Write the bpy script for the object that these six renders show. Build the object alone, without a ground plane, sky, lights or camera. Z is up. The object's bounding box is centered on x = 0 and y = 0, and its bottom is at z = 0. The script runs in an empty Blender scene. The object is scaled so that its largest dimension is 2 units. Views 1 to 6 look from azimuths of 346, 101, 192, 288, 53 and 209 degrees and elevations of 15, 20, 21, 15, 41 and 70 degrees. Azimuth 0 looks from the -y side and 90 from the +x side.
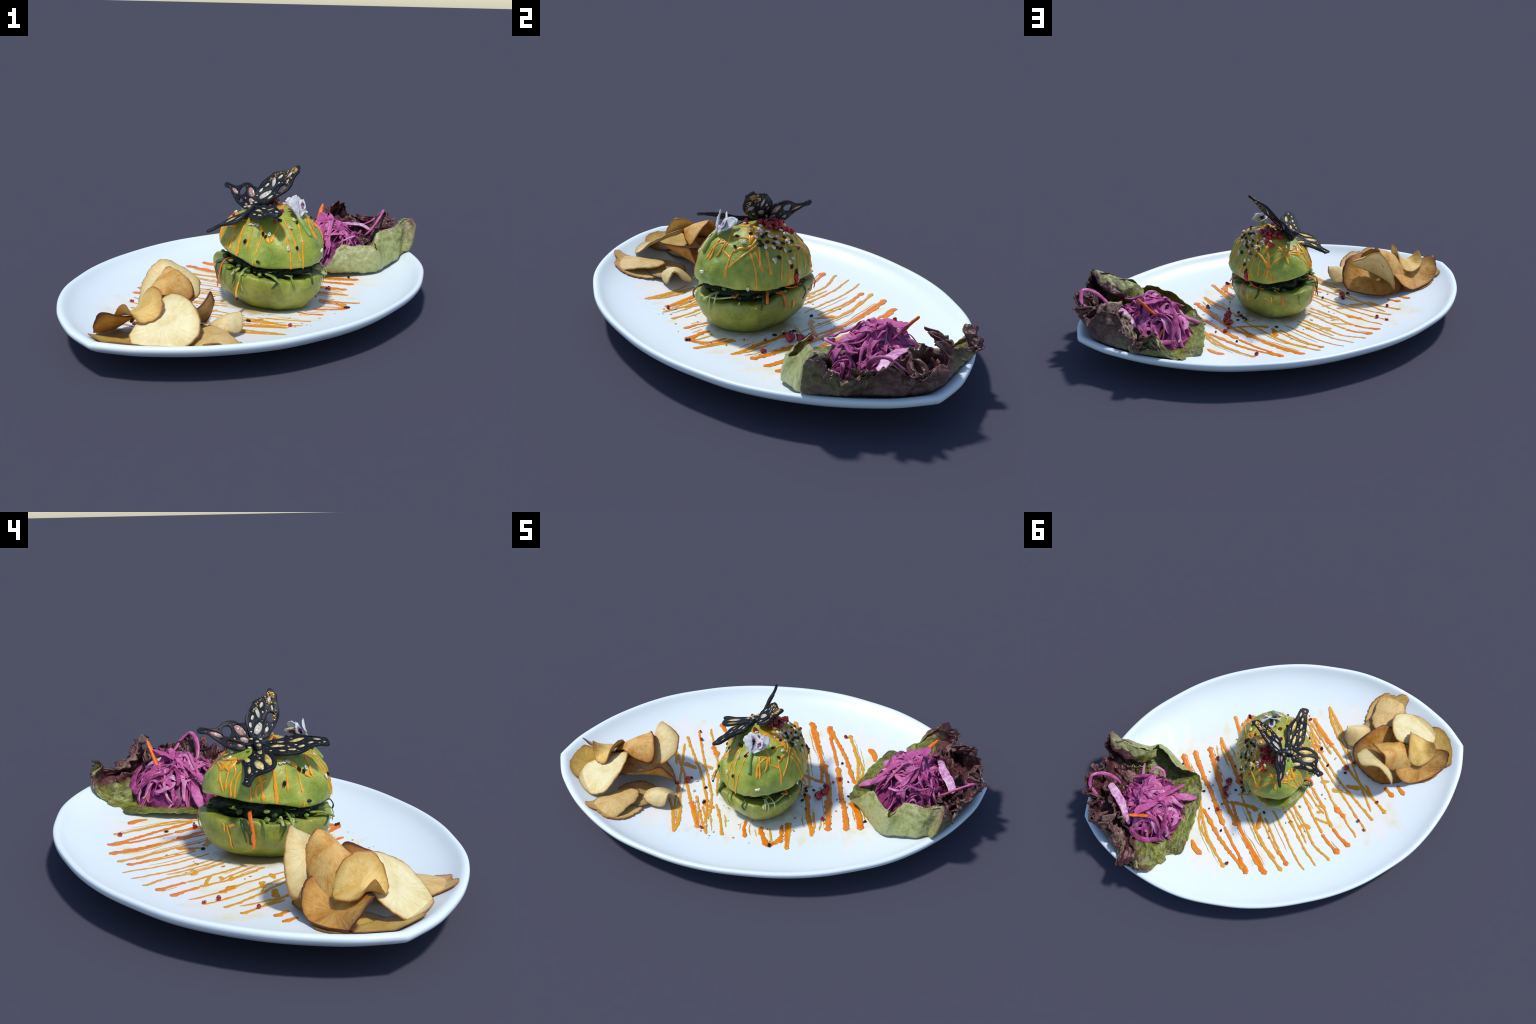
"""A plated dish: a leaf-shaped white plate, an avocado burger with a wafer butterfly,
a pile of root-vegetable chips and a lettuce leaf holding red-cabbage slaw."""
import bpy, bmesh, math, random
import numpy as np
from mathutils import Vector, Matrix, noise

RND = random.Random(7)
D2R = math.pi / 180


# ------------------------------------------------------------------ helpers
def P(text):
    """'x,y,z x,y,z' -> list of float tuples (control points of a spine, rim or profile)."""
    return [tuple(float(v) for v in w.split(",")) for w in text.split()]


def catmull(pts, n, closed=False):
    """n samples of a Catmull-Rom spline through pts."""
    p = np.array(pts, float)
    m = len(p)
    if closed:
        x = np.arange(n) / n * m
    else:
        x = np.linspace(0, m - 1, n)
    i = np.floor(x).astype(int)
    if not closed:
        i = np.clip(i, 0, m - 2)
    f = (x - i)[:, None]
    if closed:
        g = lambda k: p[(i + k) % m]
    else:
        q = np.vstack([2 * p[0] - p[1], p, 2 * p[-1] - p[-2]])
        g = lambda k: q[i + k + 1]
    a, b, c, d = g(-1), g(0), g(1), g(2)
    return 0.5 * (2 * b + (c - a) * f + (2 * a - 5 * b + 4 * c - d) * f**2 + (3 * b - a - 3 * c + d) * f**3)


def per(tab, az):
    """periodic cubic interpolation of a table over the azimuth in degrees (-180 first)."""
    t = np.array(tab)
    n = len(t)
    x = (np.asarray(az, float) + 180) / 360 * n
    i = np.floor(x).astype(int)
    f = x - i
    a, b, c, d = t[(i - 1) % n], t[i % n], t[(i + 1) % n], t[(i + 2) % n]
    return 0.5 * (2 * b + (c - a) * f + (2 * a - 5 * b + 4 * c - d) * f * f + (3 * b - a - 3 * c + d) * f**3)


def nz(p, scale, octaves=3):
    return noise.fractal(Vector(p) * scale, 0.6, 2.0, octaves)


def mesh_of(name, verts, faces, mat, smooth=True):
    me = bpy.data.meshes.new(name)
    me.from_pydata([tuple(map(float, v)) for v in verts], [], [tuple(map(int, f)) for f in faces])
    for m in mat if isinstance(mat, (list, tuple)) else [mat]:
        me.materials.append(m)
    if smooth:
        me.polygons.foreach_set("use_smooth", [True] * len(me.polygons))
    me.update()
    return me


def put(name, me, parent=None, loc=None):
    ob = bpy.data.objects.new(name, me)
    bpy.context.scene.collection.objects.link(ob)
    if parent is not None:
        ob.parent = parent
    if loc is not None:
        ob.location = loc
    return ob


def thing(name, label, category, loc):
    e = bpy.data.objects.new(name, None)
    bpy.context.scene.collection.objects.link(e)
    e.location = loc
    e["label"], e["category"] = label, category
    return e


def place(ob, parent):
    """parent ob, keeping its world place (parents are only translated)."""
    ob.parent = parent
    off = Vector((0, 0, 0))
    q = parent
    while q is not None:
        off += q.location
        q = q.parent
    ob.location = ob.location - off
    return ob


def recentre(me):
    """move the mesh so that its centre is the origin; return the centre."""
    co = np.empty(len(me.vertices) * 3)
    me.vertices.foreach_get("co", co)
    co = co.reshape(-1, 3)
    c = (co.min(0) + co.max(0)) / 2
    me.vertices.foreach_set("co", (co - c).ravel())
    me.update()
    return Vector(c)


def solo(name, verts, faces, mat, parent, smooth=True):
    """a part with its own origin at its middle."""
    me = mesh_of(name, verts, faces, mat, smooth)
    c = recentre(me)
    return place(put(name, me, None, c), parent)


def grid_faces(nu, nv, closed_v=True, off=0):
    f = []
    for i in range(nu - 1):
        for j in range(nv if closed_v else nv - 1):
            k = (j + 1) % nv
            f.append((off + i * nv + j, off + i * nv + k, off + (i + 1) * nv + k, off + (i + 1) * nv + j))
    return f


def sweep(path, width, thick, up=None, n=None, sides=8, twist=0.0, curl=0.0, round_ends=True, bump=0.0, seed=0):
    """a strip: a lens-shaped section carried along a spline. width/thick: numbers or lists along it."""
    n = n or max(8, 6 * len(path))
    c = catmull(path, n)
    t = np.gradient(c, axis=0)
    t /= np.linalg.norm(t, axis=1)[:, None] + 1e-9
    s = np.linspace(0, 1, n)
    prof = lambda a: np.interp(s, np.linspace(0, 1, len(a)), a) if isinstance(a, (list, tuple)) else np.full(n, float(a))
    w, h = prof(width), prof(thick)
    if round_ends:
        end = np.sqrt(np.clip(1 - np.clip(np.abs(2 * s - 1) * 1.0 - 0.86, 0, 1) ** 2 / 0.0198, 0.02, 1))
        w, h = w * end, h * end
    ref = np.array(up if up is not None else (0, 0, 1.0))
    verts, side0 = [], None
    for i in range(n):
        if up is not None or side0 is None:
            side = np.cross(t[i], ref)
            if np.linalg.norm(side) < 1e-3:
                side = np.cross(t[i], (1, 0.2, 0))
        else:
            side = side0 - t[i] * (side0 @ t[i])
        side /= np.linalg.norm(side)
        side0 = side
        nor = np.cross(side, t[i])
        a = twist * s[i]
        sd, nr = side * math.cos(a) + nor * math.sin(a), nor * math.cos(a) - side * math.sin(a)
        for k in range(sides):
            b = 2 * math.pi * k / sides
            x, y = math.cos(b), math.sin(b)
            q = c[i] + sd * x * w[i] / 2 + nr * (y * h[i] / 2 + curl * w[i] * (x * x - 0.5))
            if bump:
                q = q + nr * bump * nz(q + seed, 40, 2)
            verts.append(q)
    faces = grid_faces(n, sides)
    faces.append(tuple(range(sides)))
    faces.append(tuple((n - 1) * sides + k for k in reversed(range(sides))))
    return verts, faces


def join(parts):
    V, F = [], []
    for v, f in parts:
        o = len(V)
        V += list(v)
        F += [tuple(i + o for i in q) for q in f]
    return V, F


def blob(c, r, squash=(1, 1, 1), seg=10, rings=7, rough=0.0, seed=0.0):
    V = [(c[0], c[1], c[2] + r * squash[2])]
    for i in range(1, rings):
        a = math.pi * i / rings
        for j in range(seg):
            b = 2 * math.pi * j / seg
            d = np.array((math.sin(a) * math.cos(b), math.sin(a) * math.sin(b), math.cos(a)))
            k = r * (1 + rough * nz(d + seed, 2.0, 2))
            V.append((c[0] + d[0] * k * squash[0], c[1] + d[1] * k * squash[1], c[2] + d[2] * k * squash[2]))
    V.append((c[0], c[1], c[2] - r * squash[2]))
    F = [(0, 1 + j, 1 + (j + 1) % seg) for j in range(seg)]
    F += grid_faces(rings - 1, seg, True, 1)
    F = [f if len(f) == 3 else f for f in F]
    last = len(V) - 1
    F += [(last, last - seg + (j + 1) % seg, last - seg + j) for j in range(seg)]
    return V, F


# ------------------------------------------------------------------ materials
class Mat:
    """small wrapper for building node materials."""

    def __init__(self, name, rough=0.5, spec=0.4, **kw):
        self.m = bpy.data.materials.new(name)
        self.m.use_nodes = True
        self.t = self.m.node_tree
        self.b = self.t.nodes["Principled BSDF"]
        self.b.inputs["Roughness"].default_value = rough
        self.b.inputs["Specular IOR Level"].default_value = spec
        for k, v in kw.items():
            self.b.inputs[k.replace("_", " ")].default_value = v
        self.co = self.t.nodes.new("ShaderNodeTexCoord").outputs["Object"]

    def n(self, kind, **kw):
        nd = self.t.nodes.new("ShaderNode" + kind)
        for k, v in kw.items():
            setattr(nd, k, v)
        return nd

    def link(self, a, b):
        self.t.links.new(a, b)

    def set(self, sock, v):
        if hasattr(v, "is_output"):
            self.link(v, sock)
        else:
            sock.default_value = v

    def noise(self, scale, detail=4, rough=0.6, vec=None, dist=0.0, stretch=None):
        nd = self.n("TexNoise")
        nd.inputs["Scale"].default_value = scale
        nd.inputs["Detail"].default_value = detail
        nd.inputs["Roughness"].default_value = rough
        nd.inputs["Distortion"].default_value = dist
        v = vec or self.co
        if stretch:
            mp = self.n("Mapping")
            mp.inputs["Scale"].default_value = stretch
            self.link(v, mp.inputs["Vector"])
            v = mp.outputs[0]
        self.link(v, nd.inputs["Vector"])
        return nd.outputs["Fac"]

    def ramp(self, fac, stops, ease=False):
        nd = self.n("ValToRGB")
        cr = nd.color_ramp
        if ease:
            cr.interpolation = "EASE"
        while len(cr.elements) < len(stops):
            cr.elements.new(0.5)
        for e, (p, c) in zip(cr.elements, stops):
            e.position = p
            e.color = (*c, 1) if isinstance(c, (tuple, list)) else (c, c, c, 1)
        self.link(fac, nd.inputs[0])
        return nd.outputs[0]

    def math(self, op, a, b=0.0, clamp=False):
        nd = self.n("Math", operation=op, use_clamp=clamp)
        self.set(nd.inputs[0], a)
        self.set(nd.inputs[1], b)
        return nd.outputs[0]

    def mix(self, fac, a, b, blend="MIX"):
        nd = self.n("Mix", data_type="RGBA", blend_type=blend)
        col = lambda c: (*c, 1) if isinstance(c, (tuple, list)) and len(c) == 3 else c
        self.set(nd.inputs[0], fac)
        self.set(nd.inputs[6], col(a))
        self.set(nd.inputs[7], col(b))
        return nd.outputs[2]

    def attr(self, name):
        return self.n("Attribute", attribute_name=name).outputs["Fac"]

    def random(self):
        return self.n("ObjectInfo").outputs["Random"]

    def xyz(self, vec=None):
        nd = self.n("SeparateXYZ")
        self.link(vec or self.co, nd.inputs[0])
        return nd.outputs

    def colour(self, c):
        if hasattr(c, "is_output"):
            self.link(c, self.b.inputs["Base Color"])
        else:
            self.b.inputs["Base Color"].default_value = (*c, 1)

    def bump(self, h, strength=0.3, dist=0.01):
        nd = self.n("Bump")
        nd.inputs["Strength"].default_value = strength
        nd.inputs["Distance"].default_value = dist
        self.link(h, nd.inputs["Height"])
        self.link(nd.outputs[0], self.b.inputs["Normal"])


def float_attr(me, name, values):
    a = me.attributes.new(name, "FLOAT", "POINT")
    a.data.foreach_set("value", np.asarray(values, np.float32))


# ------------------------------------------------------------------ control points
# sauce lines on the plate: width in mm, then x,y of the spine
STREAKS = [
    "18 0.601,0.135 0.488,0.215 0.390,0.262",
    "18 0.553,0.083 0.430,0.178 0.298,0.266 0.123,0.400",
    "13 0.123,0.400 -0.022,0.489 -0.170,0.585",
    "18 0.476,0.013 0.364,0.120 0.184,0.271 0.050,0.354",
    "14 0.050,0.354 -0.122,0.442 -0.270,0.530",
    "13 0.454,-0.076 0.346,-0.002 0.182,0.115",
    "9 0.441,-0.068 0.271,0.045 0.127,0.142",
    "11 0.373,0.298 0.226,0.465 0.114,0.546 -0.027,0.629",
    "15 0.295,0.372 0.118,0.473 -0.040,0.539 -0.170,0.585",
    "18 0.242,0.582 0.198,0.615 0.136,0.633",
    "9 0.311,0.381 0.259,0.471 0.173,0.523 0.073,0.565",
    "14 0.461,-0.262 0.357,-0.170 0.292,-0.116",
    "15 0.379,-0.323 0.374,-0.255 0.368,-0.211",
    "9 -0.023,-0.640 -0.128,-0.572 -0.296,-0.438 -0.395,-0.342 -0.612,-0.165",
    "10 -0.024,-0.633 -0.108,-0.544 -0.243,-0.453 -0.375,-0.377",
    "15 0.027,-0.520 -0.094,-0.455 -0.189,-0.419",
    "11 -0.189,-0.419 -0.374,-0.329 -0.526,-0.266 -0.697,-0.201",
    "10 0.036,-0.486 -0.104,-0.365 -0.320,-0.248 -0.489,-0.182 -0.651,-0.120",
    "9 -0.004,-0.431 -0.138,-0.308 -0.288,-0.228 -0.477,-0.129 -0.650,-0.036",
    "9 -0.124,-0.283 -0.228,-0.206 -0.362,-0.103 -0.485,-0.042 -0.618,0.030",
    "11 -0.175,-0.126 -0.299,-0.064 -0.455,0.053",
    "14 -0.455,0.053 -0.529,0.083 -0.615,0.104",
    "8 -0.168,-0.090 -0.292,-0.028 -0.367,0.001",
    "10 -0.184,-0.038 -0.280,0.025 -0.423,0.118",
    "14 -0.423,0.118 -0.503,0.159 -0.582,0.179",
    "10 -0.166,0.051 -0.296,0.122 -0.421,0.210 -0.554,0.246",
    "8 -0.135,0.070 -0.248,0.137 -0.373,0.225",
    "9 -0.145,0.110 -0.288,0.202 -0.382,0.264 -0.500,0.320",
    "9 -0.082,0.149 -0.202,0.226 -0.327,0.313 -0.452,0.384",
    "10 -0.068,0.219 -0.201,0.317 -0.279,0.374",
    "15 -0.238,0.354 -0.308,0.386 -0.348,0.413",
    "8 -0.016,0.206 -0.150,0.304 -0.268,0.380",
    "11 0.054,0.235 -0.081,0.332 -0.193,0.397 -0.340,0.461",
    "12 0.172,0.233 0.040,0.348 -0.094,0.444",
    "14 -0.094,0.444 -0.183,0.494 -0.264,0.533",
    "8 0.146,0.170 -0.002,0.276 -0.129,0.362 -0.261,0.414",
    "14 -0.599,-0.350 -0.685,-0.324",
    "15 -0.662,-0.402 -0.736,-0.364",
    "9 -0.489,-0.306 -0.618,-0.230 -0.675,-0.203",
    "13 0.165,0.243 0.082,0.214 -0.004,0.199",
    "15 -0.028,0.214 -0.069,0.309",
    "10 -0.278,0.163 -0.299,0.127 -0.344,0.130",
    "9 -0.320,0.054 -0.393,0.046 -0.442,0.031",
    "9 -0.318,0.016 -0.360,-0.010",
    "13 -0.393,-0.076 -0.461,-0.058",
    "10 -0.332,-0.154 -0.395,-0.194",
    "11 -0.386,-0.234 -0.472,-0.272",
    "9 -0.235,-0.171 -0.288,-0.204",
    "11 -0.306,-0.029 -0.354,-0.044",
    "8 -0.399,-0.188 -0.442,-0.200",
    "8 0.162,0.180 0.089,0.134",
    "12 -0.117,-0.342 -0.141,-0.365",
    "13 0.136,-0.276 0.181,-0.325 0.244,-0.365",
    "18 0.225,-0.246 0.281,-0.282 0.375,-0.321",
    "8 0.270,-0.217 0.336,-0.266 0.374,-0.327",
    "12 0.287,-0.146 0.398,-0.250",
    "11 0.303,-0.101 0.385,-0.182 0.463,-0.260",
    "9 0.256,0.048 0.364,-0.028 0.463,-0.090",
    "9 0.320,0.046 0.411,-0.024 0.463,-0.090",
    "15 0.288,0.164 0.396,0.085 0.489,0.004",
    "10 0.318,0.252 0.430,0.175",
    "18 0.430,0.175 0.555,0.078",
    "20 0.420,0.268 0.522,0.205 0.603,0.138",
    "10 -0.076,-0.324 0.047,-0.385 0.152,-0.455",
    "9 -0.109,-0.392 -0.002,-0.447 0.095,-0.515",
    "11 -0.256,-0.381 -0.104,-0.465 0.025,-0.521",
    "9 -0.260,-0.441 -0.121,-0.543 -0.021,-0.642",
    "9 -0.281,-0.497 -0.141,-0.570 -0.021,-0.642",
    "9 -0.201,-0.369 -0.048,-0.449 0.095,-0.515",
    "13 -0.123,-0.382 -0.052,-0.348",
    "12 -0.151,-0.362 -0.112,-0.341",
    "15 -0.494,-0.044 -0.403,-0.079",
    "12 -0.477,-0.257 -0.390,-0.237",
    "10 -0.397,-0.188 -0.322,-0.168",
]
# sauce on the burger: width in mm, then azimuth,height angles of the spine on the upper half
DRIPS = [
    "8 -126,6 -125,0",
    "16 -131,46 -122,39 -110,27",
    "16 -99,49 -105,36 -108,27",
    "9 -94,52 -89,34 -85,13 -84,0",
    "9 -89,55 -82,38 -78,23 -75,11 -74,7",
    "9 -68,56 -70,35 -71,14 -71,0",
    "11 -30,54 -47,43 -47,28",
    "9 168,33 -170,43 -147,46 -130,45",
    "14 -89,76 3,80 22,61 11,50 -7,46 -15,42",
    "11 -15,42 -16,34 -16,25 -17,11",
    "12 -47,54 -45,43 -43,27",
    "11 -47,54 -34,52 -34,41 -37,34",
    "11 -63,73 -30,55 -29,43 -16,34",
    "11 -24,57 -4,60 11,56",
    "9 19,50 -1,37 -14,23",
    "9 9,43 16,21 16,0",
    "10 15,44 21,31 25,20",
    "9 23,50 23,38 22,23",
    "14 33,44 34,28 34,15",
    "9 125,49 102,37 97,22 93,10",
    "16 -3,76 26,69 54,65 71,58 80,50",
    "16 20,55 37,49 55,46",
    "16 66,76 63,60 53,44",
    "18 -6,85 27,75 11,56",
    "8 58,42 51,24 46,9",
    "8 65,41 59,16 54,2",
    "8 76,34 64,13 62,2",
    "8 80,32 72,13 69,0",
    "8 89,31 86,18 85,9",
    "13 74,43 91,34 100,21",
    "15 99,20 96,7",
    "11 123,39 108,30 100,21",
    "10 93,31 99,21",
    "8 105,18 106,1",
    "8 101,18 102,2",
    "14 115,52 123,39 124,24",
    "11 123,39 137,37 152,29",
    "9 152,29 154,8",
    "16 156,46 152,29",
    "11 -165,26 -176,16 -176,6",
    "14 -2,89 7,68 9,52",
    "18 50,62 77,51 87,43",
    "16 93,52 99,37 100,22",
    "14 122,52 136,41 153,45",
    "12 125,38 144,29",
    "18 148,41 144,33 141,28",
    "9 142,27 147,18 152,6",
    "10 150,40 160,28 158,15 160,0",
    "9 166,31 163,22 163,2",
    "8 177,21 179,2",
    "14 -175,32 -168,2",
    "14 -158,39 -154,1",
    "8 -140,39 -141,14",
    "8 -123,36 -124,24 -125,13",
]

# ------------------------------------------------------------------ the plate
AXIS = math.radians(43.28)
EX, EY = np.array([math.cos(AXIS), math.sin(AXIS)]), np.array([-math.sin(AXIS), math.cos(AXIS)])
MID = np.array([-0.0145, -0.0105]) + EY * 0.009 + EX * 0.003
# one long side of the leaf-shaped rim, from tip to tip: along, across; the sides meet in a corner
SIDE = P("1.2,0 1.147,.146 1.087,.248 1.017,.344 .947,.421 .847,.512 .738,.591 .638,.645 .514,.695 .394,.736 .27,.764 .14,.780 0,.784")
_side = catmull([(s, t) for s, t in SIDE] + [(-s, t) for s, t in reversed(SIDE[:-1])], 720)
_ring = np.vstack([_side, -_side[1:-1]])
_th = np.arctan2(_ring[:, 1], _ring[:, 0])
_ord = np.argsort(_th)
_th, _rr = _th[_ord], np.hypot(_ring[:, 0], _ring[:, 1])[_ord] * 1.003
# ease the corner at the two tips a little
for _ in range(4):
    _near = np.abs(np.abs(np.cos(_th)) - 1) < 0.0008
    _sm = (np.roll(_rr, 1) + _rr + np.roll(_rr, -1)) / 3
    _rr = np.where(_near, _sm, _rr)


def rim_radius(th):
    return np.interp(th, np.r_[_th - 2 * np.pi, _th, _th + 2 * np.pi], np.r_[_rr, _rr, _rr])


TOP_PROFILE = P("0,.057 .3,.0575 .45,.060 .56,.0665 .66,.0775 .74,.0875 .8,.0975 .85,.109 .89,.121 .92,.1335 .942,.146 .957,.157 .968,.165 .977,.170 .986,.172 .994,.171")
LOW_PROFILE = P("1.0,.1685 1.003,.163 1.0035,.156 1.001,.147 .993,.138 .979,.129 .957,.1155 .915,.100 .86,.083 .8,.068 .7,.0475 .6,.0325 .5,.022 .4,.0115 .25,.003 .1,.0002 0,0")
_tp = np.array(TOP_PROFILE)


def floor_z(x, y):
    d = np.array([x, y]) - MID
    s, t = d @ EX, d @ EY
    lam = math.hypot(s, t) / rim_radius(math.atan2(t, s))
    return float(np.interp(lam, _tp[:, 0], _tp[:, 1]))


def build_plate():
    m = Mat("white_glazed_china", rough=0.38, spec=0.45)
    # pale sauce stains between the drizzle lines: a band across the plate with ragged ends
    rot = m.n("Mapping", vector_type="TEXTURE")
    rot.inputs["Location"].default_value = (0.0, 0.0, 0)
    rot.inputs["Rotation"].default_value = (0, 0, AXIS)
    m.link(m.co, rot.inputs["Vector"])
    x, y, z = m.xyz(rot.outputs[0])
    strip = m.noise(1.0, 3, 0.55, rot.outputs[0], stretch=(16, 2.2, 1))
    yy = m.math("ADD", m.math("ABSOLUTE", m.math("ADD", y, -0.03)), m.math("MULTIPLY", m.math("ADD", strip, -0.5), 0.55))
    band = m.math("MULTIPLY", m.ramp(yy, [(0.42, 1.0), (0.47, 0.0)]), m.ramp(m.math("ABSOLUTE", m.math("ADD", x, 0.05)), [(0.62, 1.0), (0.70, 0.0)]))
    tint = m.ramp(m.noise(5.5, 4, 0.6), [(0.34, (0.86, 0.86, 0.85)), (0.52, (0.88, 0.885, 0.87)), (0.62, (0.85, 0.83, 0.70)), (0.76, (0.80, 0.72, 0.44))])
    col = m.mix(m.math("MULTIPLY", band, 0.85), (0.80, 0.90, 0.955), tint)  # china white lightened and cooled to its bluish sunlit look
    # oily amber halo round the burger
    dx, dy = m.math("ADD", m.xyz()[0], -0.04), m.math("ADD", m.xyz()[1], 0.07)
    dd = m.math("SQRT", m.math("ADD", m.math("MULTIPLY", dx, dx), m.math("MULTIPLY", dy, dy)))
    dd = m.math("ADD", dd, m.math("MULTIPLY", m.math("ADD", m.noise(9, 3), -0.5), 0.22))
    col = m.mix(m.ramp(dd, [(0.17, 0.85), (0.25, 0.0)]), col, (0.50, 0.33, 0.07))
    m.colour(col)
    N = 240
    prof = TOP_PROFILE + LOW_PROFILE
    th = np.linspace(-np.pi, np.pi, N, endpoint=False)
    R = rim_radius(th)
    V, F = [], []
    for lam, z in prof[1:-1]:
        for a, r in zip(th, R):
            d = MID + EX * (lam * r * math.cos(a)) + EY * (lam * r * math.sin(a))
            V.append((d[0], d[1], z))
    F = grid_faces(len(prof) - 2, N)
    V += [(*MID, prof[0][1]), (*MID, prof[-1][1])]
    top, low, o = len(V) - 2, len(V) - 1, (len(prof) - 3) * N
    F += [(top, j, (j + 1) % N) for j in range(N)]
    F += [(low, o + (j + 1) % N, o + j) for j in range(N)]
    F = [tuple(reversed(f)) if len(f) == 4 else f for f in F]
    me = mesh_of("plate", V, F, m.m)
    bm = bmesh.new()
    bm.from_mesh(me)
    bmesh.ops.recalc_face_normals(bm, faces=bm.faces)
    bm.to_mesh(me)
    bm.free()
    plate = put("plate", me)
    plate["label"], plate["category"] = "white leaf-shaped china plate drizzled with orange sauce", "plate"
    return plate


def sauce_material(name, thick):
    m = Mat(name, rough=0.3, spec=0.5)
    k = m.noise(20, 4, 0.65)
    if thick:
        m.colour(m.ramp(k, [(0.36, (0.72, 0.34, 0.022)), (0.47, (0.80, 0.265, 0.010)), (0.57, (0.86, 0.215, 0.008)), (0.68, (0.78, 0.13, 0.006))]))
    else:
        m.colour(m.ramp(k, [(0.3, (0.66, 0.40, 0.06)), (0.5, (0.78, 0.37, 0.022)), (0.7, (0.88, 0.29, 0.012))]))
    m.b.inputs["Subsurface Weight"].default_value = 0.1
    m.b.inputs["Subsurface Radius"].default_value = (0.02, 0.008, 0.002)
    return m.m


def build_streaks(plate):
    thick, thin = sauce_material("orange_sauce_thick", True), sauce_material("amber_sauce_thin", False)
    tm = Mat("golden_sauce_film", rough=0.3, spec=0.5)
    tm.colour(tm.ramp(tm.noise(24, 3), [(0.35, (0.72, 0.55, 0.20)), (0.5, (0.66, 0.44, 0.07)), (0.66, (0.70, 0.34, 0.02))]))
    trail = tm.m
    for i, line in enumerate(STREAKS):
        w, *pts = line.split()
        w = float(w) / 1000 * 1.5
        pts = [tuple(map(float, p.split(","))) for p in pts]
        L = sum(math.dist(a, b) for a, b in zip(pts, pts[1:]))
        n = max(10, int(L / 0.008))
        c = catmull(pts, n)
        t = np.gradient(c, axis=0)
        t /= np.linalg.norm(t, axis=1)[:, None] + 1e-9
        V = []
        end = max(w * 0.75, 0.007)
        arc = np.linspace(0, L, n)
        for j in range(n):
            # wavering width, a bead at the outer end
            k = w * (0.80 + 0.85 * abs(nz((c[j][0] + i, c[j][1], i * 1.7), 26, 3)))
            d = L - arc[j]
            if w > 0.0138:
                k += w * 0.55 * math.exp(-(((d - end) / 0.02) ** 2))
            k *= math.sqrt(max(0.03, min(1, arc[j] / end) * min(1, d / end)))
            sd = np.array([t[j][1], -t[j][0]])
            mid = c[j] + sd * 0.004 * nz((c[j][0], c[j][1], i * 3.1), 18, 2)
            h = 0.0010 + 0.055 * k
            for q in range(8):
                b = 2 * math.pi * q / 8
                p = mid + sd * math.cos(b) * k / 2
                V.append((p[0], p[1], floor_z(*p) + 0.0004 + h * 0.5 * math.sin(b)))
        F = grid_faces(n, 8) + [tuple(range(8)), tuple((n - 1) * 8 + q for q in reversed(range(8)))]
        solo("sauce_streak", V, F, thick if w > 0.0178 else thin, plate)
    # thin golden trails beside the main lines
    for i in range(40):
        line = STREAKS[RND.randrange(0, 40)] if i % 3 else STREAKS[RND.randrange(len(STREAKS) - 25, len(STREAKS) - 8)]
        pts = np.array([tuple(map(float, p.split(","))) for p in line.split()[1:]])
        if len(pts) < 3:
            continue
        pts = pts + EX * RND.choice((-1, 1)) * RND.uniform(0.012, 0.034)
        c = catmull(pts, 40)
        a, b = RND.uniform(0, 0.35), RND.uniform(0.6, 1.0)
        c = c[int(a * 40):int(b * 40)]
        t = np.gradient(c, axis=0)
        t /= np.linalg.norm(t, axis=1)[:, None] + 1e-9
        V, n, w = [], len(c), RND.uniform(0.007, 0.013)
        for j in range(n):
            f = j / (n - 1)
            k = w * (0.55 + 0.9 * abs(nz((c[j][0], c[j][1], i * 2.3), 20, 3))) * math.sqrt(max(0.03, math.sin(math.pi * f)))
            sd = np.array([t[j][1], -t[j][0]])
            mid = c[j] + sd * 0.005 * nz((c[j][0], c[j][1], i), 14, 2)
            for q in range(6):
                e = 2 * math.pi * q / 6
                p = mid + sd * math.cos(e) * k / 2
                V.append((p[0], p[1], floor_z(*p) + 0.0003 + 0.0012 * math.sin(e)))
        F = grid_faces(n, 6) + [tuple(range(6)), tuple((n - 1) * 6 + q for q in reversed(range(6)))]
        solo("sauce_trail", V, F, trail, plate)
    # small ragged splashes under and beside the burger
    parts = []
    for _ in range(46):
        a = RND.uniform(0, 2 * math.pi)
        r = RND.uniform(0.2, 0.42)
        x, y = 0.03 + r * math.cos(a), -0.06 + r * 1.15 * math.sin(a)
        if abs(np.dot(np.array([x, y]) - MID, EX)) > 0.55:
            continue
        s = RND.uniform(0.003, 0.0075)
        parts.append(blob((x, y, floor_z(x, y)), s, (RND.uniform(0.8, 1.8), RND.uniform(0.8, 1.4), 0.35), 8, 5, 0.5, _))
    sp = solo("sauce_splash", *join(parts), thin, plate)
    sp["kind"] = "stuff"


def berry_material():
    m = Mat("red_berry", rough=0.16, spec=0.6)
    m.colour(m.ramp(m.noise(60, 2), [(0.35, (0.22, 0.003, 0.010)), (0.6, (0.48, 0.008, 0.022)), (0.75, (0.60, 0.03, 0.03))]))
    m.b.inputs["Subsurface Weight"].default_value = 0.25
    m.b.inputs["Subsurface Radius"].default_value = (0.02, 0.003, 0.003)
    m.b.inputs["Coat Weight"].default_value = 0.3
    return m.m


def seed_mesh(name, mat):
    V, F = blob((0, 0, 0), 0.0102, (1, 0.62, 0.45), 10, 8)
    V = [(x, y * (1 - 30 * x), z) for x, y, z in V]  # tear shape
    return mesh_of(name, V, F, mat)


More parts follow.
